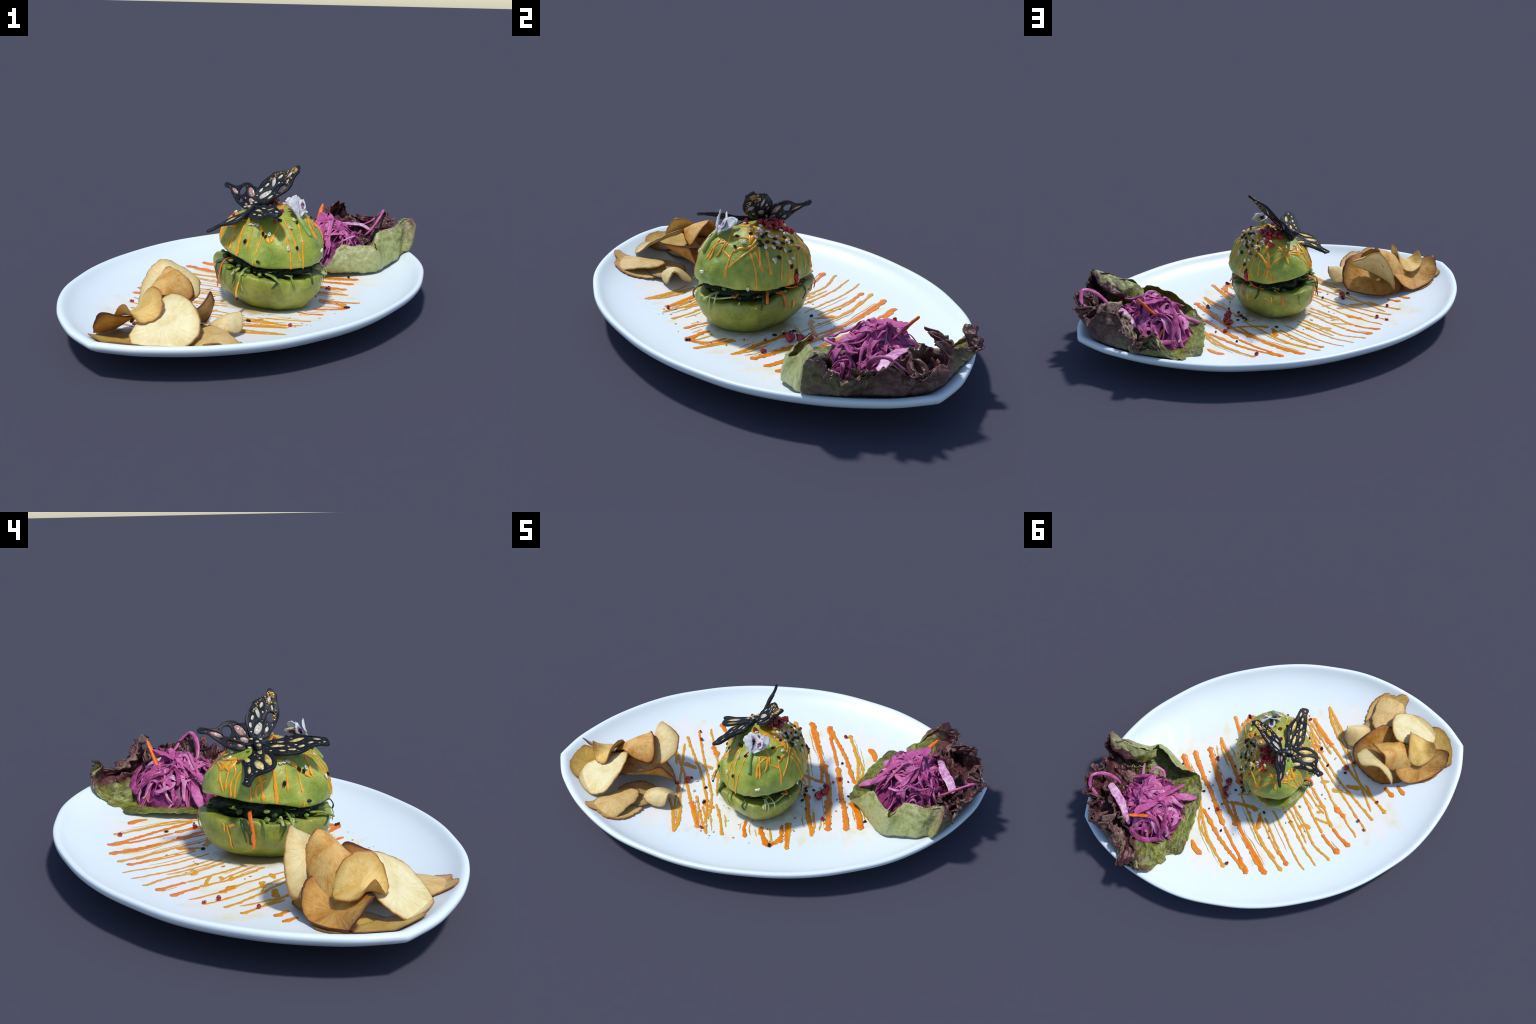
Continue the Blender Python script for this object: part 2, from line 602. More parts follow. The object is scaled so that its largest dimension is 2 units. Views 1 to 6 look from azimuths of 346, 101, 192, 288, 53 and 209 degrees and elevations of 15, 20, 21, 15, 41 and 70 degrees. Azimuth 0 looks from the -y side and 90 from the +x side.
BERRY = berry_material()
_m = Mat("black_seed", rough=0.45, spec=0.35)
_m.colour(_m.ramp(_m.noise(160, 2), [(0.4, (0.004, 0.005, 0.009)), (0.7, (0.012, 0.012, 0.018))]))
BLACK_SEED = seed_mesh("black_sesame_seed", _m.m)
_m = Mat("white_seed", rough=0.45, spec=0.35)
_m.colour(_m.ramp(_m.random(), [(0.0, (0.86, 0.83, 0.76)), (1.0, (0.76, 0.69, 0.57))]))
WHITE_SEED = seed_mesh("white_sesame_seed", _m.m)


def put_seed(kind, pos, normal, parent, spin):
    me = BLACK_SEED if kind == "black" else WHITE_SEED
    ob = put(me.name, me)
    q = Vector(normal).to_track_quat("Z", "Y")
    ob.rotation_mode = "QUATERNION"
    ob.rotation_quaternion = q @ Vector((0, 0, 1)).rotation_difference(Vector((0, 0, 1))) @ Matrix.Rotation(spin, 3, "Z").to_quaternion()
    s = RND.uniform(1.0, 1.25)
    ob.scale = (s, s, s)
    ob.location = Vector(pos) + Vector(normal) * 0.0022
    place(ob, parent)


def berry_cluster(c, size, count, up=(0, 0, 1), rad=0.006):
    parts = []
    c, up = np.array(c, float), np.array(up, float)
    for i in range(count):
        d = np.array([RND.gauss(0, 1) for _ in range(3)])
        d /= np.linalg.norm(d)
        if d @ up < -0.2:
            d = d - 2 * (d @ up) * up
        k = size * RND.random() ** 0.5 if count > 1 else 0
        parts.append(blob(c + d * k + up * rad * 0.6, rad * RND.uniform(0.75, 1.25), (1, 1, 1), 10, 7, 0.15, i))
    return join(parts)


def build_plate_garnish(plate):
    for x, y, s, k in P(".248,.138,.018,7 .245,.187,.014,6 .217,.227,.012,5 .218,.331,.009,4 .210,.287,.004,1 .390,.051,.004,1 -.026,.594,.007,3 "
                        "-.329,-.342,.012,6 -.574,-.072,.005,2 -.614,-.242,.006,2 -.637,-.033,.004,1 .034,-.506,.006,2 .262,.353,.003,1 "
                        ".40,.044,.006,2 .277,.028,.003,1 .296,-.066,.003,1 -.353,-.398,.003,1 -.628,-.037,.004,1"):
        solo("berry", *berry_cluster((x, y, floor_z(x, y) + 0.003), s, int(k), rad=0.0145 if k > 4 else 0.0085 if k > 1 else 0.006), BERRY, plate)
    for x, y in P(".188,.162 .146,.140 -.044,.193 .121,.434 -.220,-.293 -.132,-.366 -.342,-.307 .354,.275 .565,.199 .373,-.303 .185,.098 "
                  "-.354,-.397 .383,-.313 .211,.059 -.125,-.373 .164,.126"):
        put_seed("black", (x, y, floor_z(x, y) + 0.003), (0, 0, 1), plate, RND.uniform(0, 6.28))
    for x, y in P("-.09,-.43 -.16,-.40 .03,-.47 .17,.09 .2,.2 -.3,-.3 -.24,-.36"):
        put_seed("white", (x, y, floor_z(x, y) + 0.003), (0, 0, 1), plate, RND.uniform(0, 6.28))

# ------------------------------------------------------------------ the avocado burger
BUN = np.array([0.05, -0.08])
TOP_R = [.226, .218, .219, .232, .251, .268, .279, .272, .257, .246, .237, .231, .236, .256, .275, .290, .274, .246]
LOW_R = [.257, .249, .244, .249, .263, .266, .275, .272, .251, .237, .223, .213, .218, .242, .275, .30, .308, .282]
TOP_Z = [.322, .315, .298, .284, .284, .286, .290, .296, .300, .298, .293, .290, .289, .294, .304, .325, .340, .335]
# hollows and bulges of the upper half: azimuth, height angle, reach in degrees, depth
DENTS = P("-36,33,11,-.016 -30,26,7,.008 -50,33,7,-.008 -124,4,10,.014 -146,6,14,-.010 158,36,30,.011 150,12,16,.006 -90,20,22,.006 120,40,14,-.008 10,55,16,.006 -160,40,16,.006 -15,10,18,.004")


def dome(az, ph):
    """upper half: a low dome whose outline and edge height vary with the azimuth."""
    az, ph = np.asarray(az, float), np.asarray(ph, float)
    r = np.radians(ph)
    c, s = np.abs(np.cos(r)) ** (2 / 2.05), np.abs(np.sin(r)) ** (2 / 2.05)
    R = per(TOP_R, az) * c
    x = BUN[0] + 0.02 * s + R * np.cos(np.radians(az))
    y = BUN[1] + R * np.sin(np.radians(az))
    z = per(TOP_Z, az) * (1 - s) + 0.312 * s + 0.010 + 0.222 * s
    return np.stack([x, y, z], -1)


def dome_skin(az, ph):
    """the dome with its dents and lumps; returns point, normal."""
    p = dome(az, ph)
    h = 0.5
    u = dome(az + h, ph) - dome(az - h, ph)
    v = dome(az, min(ph + h, 90)) - dome(az, ph - h)
    n = np.cross(u, v)
    L = np.linalg.norm(n)
    n = n / L if L > 1e-12 else np.array([0, 0, 1.0])
    if ph > 85:
        n = np.array([0, 0, 1.0])
    k = 0.011 * nz(p, 8, 2) + 0.0032 * nz(p, 28, 3)
    for a, f, reach, d in DENTS:
        da = (az - a + 180) % 360 - 180
        k += d * math.exp(-((da * math.cos(ph * D2R)) ** 2 + (ph - f) ** 2) / reach**2)
    return p + n * k, n


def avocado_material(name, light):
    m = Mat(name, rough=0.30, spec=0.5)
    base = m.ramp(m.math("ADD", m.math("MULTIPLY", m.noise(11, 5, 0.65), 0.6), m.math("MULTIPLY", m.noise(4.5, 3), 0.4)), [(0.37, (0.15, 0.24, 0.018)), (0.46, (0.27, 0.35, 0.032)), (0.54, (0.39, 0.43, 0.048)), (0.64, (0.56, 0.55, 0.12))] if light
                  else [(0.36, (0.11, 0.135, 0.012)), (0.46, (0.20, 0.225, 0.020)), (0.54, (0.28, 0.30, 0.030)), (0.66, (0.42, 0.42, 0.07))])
    fine = m.noise(60, 5, 0.7)
    col = m.mix(0.22, base, m.ramp(fine, [(0.3, (0.14, 0.20, 0.02)), (0.7, (0.48, 0.54, 0.15))]))
    # bruises and the brown stalk scar on the +y side
    x, y, z = m.xyz()
    c = (-0.215, 0.152, 0.262) if light else (-0.226, 0.160, 0.168)
    vd = m.n("VectorMath", operation="DISTANCE")
    m.link(m.co, vd.inputs[0])
    vd.inputs[1].default_value = c
    d = m.math("ADD", vd.outputs["Value"], m.math("MULTIPLY", m.math("ADD", m.noise(70, 4), -0.5), 0.05))
    col = m.mix(m.ramp(d, [(0.006, 0.95), (0.028, 0.0)]), col, m.ramp(m.noise(150, 3), [(0.4, (0.10, 0.05, 0.012)), (0.65, (0.42, 0.33, 0.10))]))
    bru = m.ramp(m.noise(16, 3, 0.6, dist=0.6), [(0.66, 0.0), (0.76, 0.55)])
    col = m.mix(bru, col, (0.19, 0.19, 0.03))
    if light:
        # thin film of sauce smeared over the crown
        vc = m.n("VectorMath", operation="DISTANCE")
        m.link(m.co, vc.inputs[0])
        vc.inputs[1].default_value = (0.035, 0.085, 0.425)
        dc = m.math("ADD", vc.outputs["Value"], m.math("MULTIPLY", m.math("ADD", m.noise(28, 3, 0.6, dist=1.0), -0.5), 0.24))
        col = m.mix(m.ramp(dc, [(0.095, 0.85), (0.125, 0.0)]), col, m.ramp(m.noise(40, 3), [(0.35, (0.42, 0.27, 0.02)), (0.65, (0.70, 0.33, 0.02))]))
    m.colour(col)
    m.bump(m.math("ADD", fine, m.math("MULTIPLY", m.noise(22, 3), 1.5)), 0.3, 0.012)
    m.b.inputs["Subsurface Weight"].default_value = 0.08
    m.b.inputs["Subsurface Radius"].default_value = (0.01, 0.012, 0.003)
    return m.m


def build_halves(burger):
    B0 = np.array(burger.location)
    NA = 160
    az = [-180 + 360 * i / NA for i in range(NA)]
    # upper half
    V = []
    phs = [87, 83, 79, 75, 71, 67, 63, 59, 55, 51, 47, 43, 39, 35, 31, 27.5, 24, 20.5, 17, 13.5, 10, 7, 4, 1.5]
    for ph in phs:
        V += [dome_skin(a, ph)[0] for a in az]
    for inset, dz in ((0.004, -0.006), (0.012, -0.0095), (0.03, -0.010), (0.08, -0.004), (0.15, 0.012)):
        for a in az:
            p, n = dome_skin(a, 1.5)
            d = np.array([p[0] - BUN[0], p[1] - BUN[1], 0])
            r = np.linalg.norm(d)
            q = p - d / r * inset
            V.append((q[0], q[1], p[2] + dz + 0.003 * nz(q, 20)))
    nr = len(phs) + 5
    V += [dome_skin(0, 90)[0], np.array([BUN[0], BUN[1], 0.33])]
    F = grid_faces(nr, NA)
    F += [(nr * NA, j, (j + 1) % NA) for j in range(NA)]
    F += [(nr * NA + 1, (nr - 1) * NA + (j + 1) % NA, (nr - 1) * NA + j) for j in range(NA)]
    F = [tuple(reversed(f)) if len(f) == 4 else f for f in F]
    V = [np.array(v) - B0 for v in V]
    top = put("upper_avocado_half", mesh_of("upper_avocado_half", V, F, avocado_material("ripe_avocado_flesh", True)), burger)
    # lower half: a bowl cut flat, hollowed for the filling
    V = []
    rows = [(c, z) for c, z in ((0, .060), (.3, .060), (.50, .060), (.60, .064), (.66, .074))]
    for s in (.755, .70, .63, .55, .47, .38, .29, .2, .11, .03):
        c = (1 - s**2.15) ** (1 / 2.15)
        rows.append((c, 0.235 - 0.205 * s))
    rows += [(.992, .2385), (.975, .2425), (.95, .2445), (.90, .2445), (.84, .243), (.76, .240), (.68, .228), (.58, .20), (.4, .185), (0, .18)]
    for c, z in rows[1:-1]:
        for a in az:
            R = float(per(LOW_R, a)) * c
            sh = min(1.0, max(0.0, (0.235 - z) / 0.17)) ** 2
            p = np.array([BUN[0] + 0.02 * sh + R * math.cos(a * D2R), BUN[1] - 0.008 * sh + R * math.sin(a * D2R), z])
            k = 0.016 * nz(p + 3, 7.5, 2) + 0.0028 * nz(p + 3, 30, 3)
            if z < 0.064:
                k = 0
            # the cut edge is not quite level: low in front, raised at the stalk end
            lift = (0.010 * math.cos((a - 150) * D2R) + 0.016 * nz((math.cos(a * D2R), math.sin(a * D2R), 2.0), 2.2, 2)) * max(0, (z - 0.15) / 0.09)
            V.append((p[0] + k * math.cos(a * D2R), p[1] + k * math.sin(a * D2R), z + lift + (0.4 * k if z > 0.237 else 0)))
    nr = len(rows) - 2
    V += [(*BUN, rows[0][1]), (*BUN, rows[-1][1])]
    F = grid_faces(nr, NA)
    F += [(nr * NA, (j + 1) % NA, j) for j in range(NA)]
    F += [(nr * NA + 1, (nr - 1) * NA + j, (nr - 1) * NA + (j + 1) % NA) for j in range(NA)]
    F = [tuple(f) for f in F]
    V = [np.array(v) - B0 for v in V]
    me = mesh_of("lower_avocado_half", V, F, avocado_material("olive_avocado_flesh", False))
    for o in (me, top.data):
        bm = bmesh.new()
        bm.from_mesh(o)
        bmesh.ops.recalc_face_normals(bm, faces=bm.faces)
        bm.to_mesh(o)
        bm.free()
    put("lower_avocado_half", me, burger)
    return top


def skin_path(pts, step=3.0):
    """(azimuth,height) control points -> dense surface points with normals."""
    q = [list(pts[0])]
    for a, f in pts[1:]:
        b = q[-1][0]
        q.append([b + ((a - b + 180) % 360 - 180), f])
    # interpolate in space so lines across the crown stay straight
    ctr = [dome(a, f) for a, f in q]
    L = sum(np.linalg.norm(b - a) for a, b in zip(ctr, ctr[1:]))
    n = max(8, int(L / 0.006))
    flat = [((90 - f) * math.cos(a * D2R), (90 - f) * math.sin(a * D2R)) for a, f in q]
    c = catmull(flat, n)
    out = []
    for x, y in c:
        out.append(dome_skin(math.atan2(y, x) / D2R, 90 - math.hypot(x, y)))
    return out, L


def build_drips(burger):
    m = Mat("orange_drizzle", rough=0.28, spec=0.5)
    m.colour(m.ramp(m.noise(26, 3), [(0.3, (0.76, 0.36, 0.018)), (0.55, (0.88, 0.37, 0.016)), (0.75, (0.94, 0.31, 0.012))]))
    m.b.inputs["Subsurface Weight"].default_value = 0.1
    m.b.inputs["Subsurface Radius"].default_value = (0.02, 0.008, 0.002)
    for i, line in enumerate(DRIPS):
        w, *pts = line.split()
        w = float(w) / 1000 * 1.2
        pts = [tuple(map(float, p.split(","))) for p in pts]
        path, L = skin_path(pts)
        c = np.array([p for p, _ in path])
        nn = np.array([k for _, k in path])
        t = np.gradient(c, axis=0)
        t /= np.linalg.norm(t, axis=1)[:, None] + 1e-9
        n = len(c)
        arc = np.linspace(0, L, n)
        falls = pts[-1][1] < 30 and pts[-1][1] < pts[0][1]
        V = []
        for j in range(n):
            k = w * (0.78 + 0.45 * nz((c[j][0], c[j][1], c[j][2] + i), 26, 2))
            d = L - arc[j]
            if falls:
                k += w * 0.35 * math.exp(-((d - w) / 0.012) ** 2)
            k = max(k, w * 0.35) * math.sqrt(max(0.04, min(1, (arc[j] + 0.001) / (w * 0.6)) * min(1, (d + 0.0005) / (w * 0.7))))
            sd = np.cross(t[j], nn[j])
            sd /= np.linalg.norm(sd) + 1e-9
            h = 0.0035 + 0.28 * k
            for q in range(8):
                b = 2 * math.pi * q / 8
                V.append(c[j] + sd * math.cos(b) * k / 2 + nn[j] * (0.0003 + h * 0.5 * math.sin(b)))
        F = grid_faces(n, 8) + [tuple(range(8)), tuple((n - 1) * 8 + q for q in reversed(range(8)))]
        solo("sauce_drip", V, F, m.m, burger)
    # drips down the lower half
    for line in ("10 156,.99 157,.95 157,.80", "14 166,.98 161,.93", "8 159,.96 160,.86 161,.62 160,.30", "12 67,.83 68,.62", "12 68,.84 67,.66", "9 102,.98 103,.78", "8 96,.92 95,.86",
                 "12 16,.99 16,.93"):
        w, *pts = line.split()
        w = float(w) / 1000
        pts = catmull([tuple(map(float, p.split(","))) for p in pts], 14)
        path = []
        for a, k in pts:
            z = 0.07 + k * 0.165
            s = min(0.999, max(0, (0.235 - z) / 0.205))
            R = float(per(LOW_R, a)) * (1 - s**2.15) ** (1 / 2.15) + 0.001
            lift = (0.010 * math.cos((a - 150) * D2R) + 0.016 * nz((math.cos(a * D2R), math.sin(a * D2R), 2.0), 2.2, 2)) * max(0, (z - 0.15) / 0.09)
            sh = min(1.0, max(0.0, (0.235 - z) / 0.17)) ** 2
            p = np.array([BUN[0] + 0.02 * sh + R * math.cos(a * D2R), BUN[1] - 0.008 * sh + R * math.sin(a * D2R), z + lift])
            kk = 0.016 * nz(p + 3, 7.5, 2) + 0.001
            path.append(p + kk * np.array([math.cos(a * D2R), math.sin(a * D2R), 0]))
        up = np.array([math.cos(pts[0][0] * D2R), math.sin(pts[0][0] * D2R), 0.0])
        solo("sauce_drip", *sweep(path, w, w * 0.45, up=up, n=20), m.m, burger)


def build_toppings(burger):
    for kind, text in (("black", "-145,22 -121,37 -116,34 -78,22 -119,6 -70,51 -96,57 -19,61 -14,48 9,65 37,61 24,54 28,50 39,52 50,49 52,44 58,42 67,47 78,53 70,36 49,33 63,20 68,14 129,80 67,47 33,59 23,49 60,55 47,63 84,45"),
                       ("white", "-147,42 -140,44 -111,37 -82,45 -88,22 -44,13 -72,55 -117,80 62,78 38,73 25,68 56,66 55,58 61,55 -2,53 33,47 42,30 58,49 62,25 91,53 77,45 7,2 -46,13 8,73 41,32 52,50 86,56 76,48 69,28 137,52 144,43 90,61 42,69 -134,45 46,45 33,64 64,39 104,58 20,60 71,58 50,60")):
        for a, f in P(text):
            p, n = dome_skin(a, f)
            put_seed(kind, p + n * 0.004, n, burger, RND.uniform(0, 6.28))
    # red fruit pips in clusters along the crown
    for a, f, s, k in P("69,71,.013,6 90,67,.014,7 92,77,.014,7 110,78,.014,7 101,64,.013,6 117,64,.014,7 126,60,.014,7 97,57,.013,6 104,52,.013,6 101,74,.014,6 137,73,.013,6 86,82,.013,6 "
                        "-137,78,.009,4 -89,71,.008,3 160,41,.007,2 83,35,.004,1 -105,55,.006,2 109,69,.013,6 126,68,.013,6"):
        p, n = dome_skin(a, f)
        solo("berry", *berry_cluster(p + n * 0.004, s, int(k), n, 0.0095 if k > 3 else 0.008), BERRY, burger)
    p, n = dome_skin(68, 6)
    solo("berry", *join([blob(p + n * 0.004 + np.array([0.004 * i, 0, 0.014 * (i - 1)]), 0.011, (1, 1, 1.3), 8, 6, 0.5, i) for i in range(3)]), BERRY, burger)


def leaf_green(name, stops, rough=0.45):
    m = Mat(name, rough=rough, spec=0.35)
    m.colour(m.ramp(m.noise(45, 3), stops))
    return m.m


def build_filling(burger):
    dark = Mat("dark_greens", rough=0.5, spec=0.3)
    dark.colour(dark.ramp(dark.noise(55, 3), [(0.35, (0.006, 0.009, 0.004)), (0.58, (0.014, 0.022, 0.008)), (0.75, (0.05, 0.075, 0.02))]))
    V, NA, NR = [], 96, 14
    for i in range(NR):
        v = i / (NR - 1)
        for j in range(NA):
            a = -180 + 360 * j / NA
            R = 0.87 * min(float(per(TOP_R, a)), float(per(LOW_R, a))) * math.sin(math.pi * (0.03 + 0.94 * v)) ** 0.35
            zt = float(per(TOP_Z, a))
            q = np.array([BUN[0] + R * math.cos(a * D2R), BUN[1] + R * math.sin(a * D2R), 0.225 + (zt - 0.215) * v])
            k = 1 + 0.16 * nz(q, 24, 3) - 0.05
            V.append((BUN[0] + (q[0] - BUN[0]) * k, BUN[1] + (q[1] - BUN[1]) * k, q[2]))
    F = grid_faces(NR, NA) + [tuple(reversed(range(NA))), tuple((NR - 1) * NA + j for j in range(NA))]
    core = solo("salad_filling", V, F, dark.m, burger)
    core["kind"] = "stuff"
    pale = leaf_green("pale_sprout", [(0.35, (0.30, 0.36, 0.10)), (0.65, (0.52, 0.56, 0.24))])
    mid = leaf_green("green_stem", [(0.35, (0.11, 0.20, 0.02)), (0.65, (0.26, 0.36, 0.06))])
    deep = leaf_green("dark_leaf", [(0.35, (0.02, 0.045, 0.012)), (0.65, (0.06, 0.11, 0.022))])
    carrot = leaf_green("carrot_shred", [(0.35, (0.70, 0.13, 0.012)), (0.65, (0.86, 0.20, 0.025))])

    def rim(a, k, z):
        R = float(per(LOW_R, a)) * k
        return (BUN[0] + R * math.cos(a * D2R), BUN[1] + R * math.sin(a * D2R), z)

    # loose shreds lying in the gap
    for i in range(30):
        a = RND.uniform(-180, 180)
        zt = float(per(TOP_Z, a)) - 0.008
        z = RND.uniform(0.245, max(0.252, zt - 0.004))
        k = RND.uniform(0.70, 0.90)
        da = RND.uniform(-16, 16)
        pts = [rim(a, k - 0.12, z - 0.006), rim(a + da * 0.5, k, z + RND.uniform(-0.004, 0.006)), rim(a + da, k - RND.uniform(-0.02, 0.12), z - 0.004)]
        r = RND.random()
        w = RND.uniform(0.006, 0.015)
        solo("salad_shred", *sweep(pts, w, w * 0.5, n=12, sides=6, twist=RND.uniform(-2, 2)), deep if r < 0.55 else mid if r < 0.8 else pale if r < 0.92 else carrot, burger)
    # round sprout leaves
    for i in range(9):
        a = RND.uniform(-180, 180)
        z = RND.uniform(0.245, float(per(TOP_Z, a)) - 0.012)
        c = np.array(rim(a, RND.uniform(0.76, 0.92), max(z, 0.246)))
        solo("sprout_leaf", *blob(c, RND.uniform(0.008, 0.015), (1, RND.uniform(0.7, 1.1), RND.uniform(0.4, 0.8)), 9, 6, 0.3, i), deep if RND.random() < 0.55 else mid, burger)
    # strips that hang over the rim
    up = lambda a: (math.cos(a * D2R), math.sin(a * D2R), 0.3)
    solo("carrot_strip", *sweep(P("-.10,-.06,.272 -.157,-.062,.286 -.196,-.078,.262 -.212,-.092,.21 -.222,-.097,.150"), 0.019, 0.006, up=up(180), n=36), carrot, burger)
    solo("green_strip", *sweep(P("-.215,-.055,.275 -.222,-.07,.24 -.213,-.085,.20 -.222,-.088,.165"), 0.020, 0.004, up=up(180), n=24), deep, burger)
    solo("sprout_stem", *sweep(P("-.08,-.19,.275 -.125,-.225,.262 -.148,-.248,.225 -.158,-.262,.18 -.163,-.275,.142"), 0.014, 0.009, up=up(-130), n=30), mid, burger)
    solo("sauce_drip", *sweep(P("-.152,-.258,.222 -.166,-.271,.18 -.169,-.281,.150"), [0.009, 0.011, 0.008], 0.006, up=up(-130), n=20), bpy.data.materials["orange_drizzle"], burger)
    solo("sprout_tip", *blob((-.163, -.276, .142), 0.0065, (1, 1, 1.2)), BLACK_SEED.materials[0], burger)
    solo("sprout_stem", *sweep(P("-.03,-.28,.262 -.004,-.335,.258 .022,-.378,.234"), [0.018, 0.017, 0.008], 0.010, n=20), mid, burger)
    solo("sprout_stem", *sweep(P(".20,-.17,.262 .25,-.225,.256 .288,-.256,.236"), [0.016, 0.015, 0.007], 0.009, n=20), pale, burger)
    solo("sprout_stem", *sweep(P(".28,-.12,.262 .285,-.19,.252 .262,-.245,.246 .282,-.262,.236"), [0.006, 0.011, 0.013, 0.012], 0.008, n=24), pale, burger)
    solo("sprout_stem", *sweep(P(".24,-.20,.272 .288,-.20,.258 .305,-.205,.226"), 0.007, 0.005, n=20), pale, burger)
    for x, y, z, w in P("-.10,-.225,.262,.018 -.118,-.246,.25,.014 -.055,-.275,.256,.014 -.155,-.19,.258,.015 -.172,-.14,.262,.017 -.13,-.16,.27,.018 -.165,-.02,.285,.02"):
        solo("sprout_leaf", *blob((x, y, z), w * 0.8, (1, 1, 0.8), 9, 6, 0.25, x * 50), mid if w < 0.018 else deep, burger)
    solo("courgette_bit", *sweep(P("-.13,-.185,.268 -.16,-.2,.255 -.178,-.212,.243"), 0.014, 0.012, n=12), pale, burger)
    solo("carrot_strip", *sweep(P("-.02,.10,.27 .04,.145,.262 .10,.125,.262 .14,.09,.275"), 0.014, 0.007, n=26), carrot, burger)
    solo("carrot_strip", *sweep(P(".20,.02,.278 .25,.03,.268 .272,.035,.238"), 0.013, 0.006, n=18), carrot, burger)
    solo("carrot_strip", *sweep(P(".24,-.10,.275 .285,-.11,.265 .26,-.13,.26"), 0.011, 0.006, n=18), carrot, burger)
    # shreds and runny strands spilling over the cut edge
    for a, drop, w, kind in P("-168,.06,.012,0 -150,.045,.010,1 -138,.07,.009,2 -100,.035,.013,1 -84,.05,.009,0 -60,.03,.012,1 -34,.055,.008,2 25,.04,.011,1 52,.05,.010,3 85,.035,.012,1 112,.045,.010,3 133,.05,.011,0 172,.07,.010,1"):
        kk = lambda z: (1 - max(0.0, min(0.999, (0.235 - z) / 0.205)) ** 2.15) ** (1 / 2.15) + 0.045
        pts = [rim(a - 5, 0.86, 0.258), rim(a, 0.985, 0.258), rim(a + RND.uniform(-3, 3), kk(0.235) , 0.235), rim(a + RND.uniform(-6, 6), kk(0.235 - drop), 0.237 - drop)]
        solo("hanging_shred", *sweep(pts, [w * 0.8, w, w * 1.1, w * 0.7], w * 0.45, up=up(a), n=24, sides=7), (mid, deep, pale, carrot)[int(kind)], burger)
    # seedling stuck to the side of the lower half
    out = lambda a, z: np.array(rim(a, 1.0 if z > 0.2 else 0.97, z))
    solo("sprout_stem", *sweep([out(-2, 0.244), out(-4, 0.225), out(-8, 0.205)], 0.007, 0.004, up=up(0), n=14), pale, burger)
    for a, z in ((-13, 0.192), (-4, 0.19), (-9, 0.178)):
        p = out(a, z)
        solo("sprout_leaf", *blob(p, 0.016, (0.35, 1, 0.95), 10, 6, 0.15, a), bpy.data.materials["green_stem"], burger)


# ------------------------------------------------------------------ curled sheets
def sheet(rim, centre, thick, nr=16, nt=96, wrinkle=0.0, wscale=20.0, edge=0.0, seed=0.0, power=1.0):
    """a soap-film surface through a closed rim and a middle point, given real thickness.
    returns verts, faces and the distance from the middle (0..1) of each vertex."""
    r0 = catmull(rim, 720, True)
    arc = np.r_[0, np.cumsum(np.linalg.norm(np.diff(np.vstack([r0, r0[:1]]), axis=0), axis=1))]
    s = np.linspace(0, arc[-1], nt, endpoint=False)
    k = np.interp(s, arc, np.arange(721))
    idx = k.astype(int)
    f = (k - idx)[:, None]
    q = r0[idx % 720] * (1 - f) + r0[(idx + 1) % 720] * f
    if edge:
        c0 = q.mean(0)
        for i in range(nt):
            d = q[i] - c0
            q[i] = q[i] + d / np.linalg.norm(d) * edge * nz((i * 0.9 + seed, seed, 0.3), 0.35, 3)
    co = np.fft.fft(q, axis=0) / nt
    m = np.abs(np.fft.fftfreq(nt, 1 / nt))
    c = np.array(centre, float)
    rows = []
    rs = [(i / nr) ** power for i in range(1, nr + 1)]
    for r in rs:
        p = np.real(np.fft.ifft(co * (r**m)[:, None], axis=0) * nt)
        rows.append(p + (c - np.real(co[0])) * (1 - r * r))
    G = np.array(rows)
    for i in range(nr):
        for j in range(nt):
            if wrinkle:
                w = wrinkle * rs[i]
                G[i, j] += w * np.array([nz(G[i, j] + seed + 5 * a, wscale, 3) for a in (0, 1, 2)])
    du = np.gradient(G, axis=0)
    dv = np.roll(G, -1, 1) - np.roll(G, 1, 1)
    N = np.cross(du, dv)
    N /= np.linalg.norm(N, axis=2)[:, :, None] + 1e-12
    V, A = [], []
    for sgn in (1, -1):
        for i in range(nr):
            h = thick / 2 * (1 if i < nr - 1 else 0.45)
            V += list(G[i] + sgn * N[i] * h)
            A += [rs[i]] * nt
        V.append(c + sgn * N[0].mean(0) / (np.linalg.norm(N[0].mean(0)) + 1e-9) * thick / 2)
        A.append(0.0)
    half = nr * nt + 1
    F = grid_faces(nr, nt) + [(half - 1, j, (j + 1) % nt) for j in range(nt)]
    F = [tuple(reversed(x)) if len(x) == 4 else x for x in F]
    F = [tuple(reversed(x)) for x in F]
    F += [tuple(half + v for v in reversed(x)) for x in F]
    o = (nr - 1) * nt
    F += [(o + j, o + (j + 1) % nt, half + o + (j + 1) % nt, half + o + j) for j in range(nt)]
    return V, F, A


def fix_normals(me):
    bm = bmesh.new()
    bm.from_mesh(me)
    bmesh.ops.recalc_face_normals(bm, faces=bm.faces)
    bm.to_mesh(me)
    bm.free()


def sheet_object(name, mat, parent, *a, origin=None, rest=None, **kw):
    V, F, A = sheet(*a, **kw)
    c = Vector(origin if origin is not None else a[1])
    if rest is not None:
        V = [v if abs((v[:2] - MID) @ EX) > 1.17 else np.array([v[0], v[1], max(v[2], floor_z(v[0], v[1]) + rest + (0.005 if i < len(V) // 2 else 0.0))]) for i, v in enumerate(V)]
    me = mesh_of(name, [Vector(v) - c for v in V], F, mat)
    fix_normals(me)
    float_attr(me, "ring", A)
    ob = put(name, me, None, c)
    return place(ob, parent) if parent is not None else ob


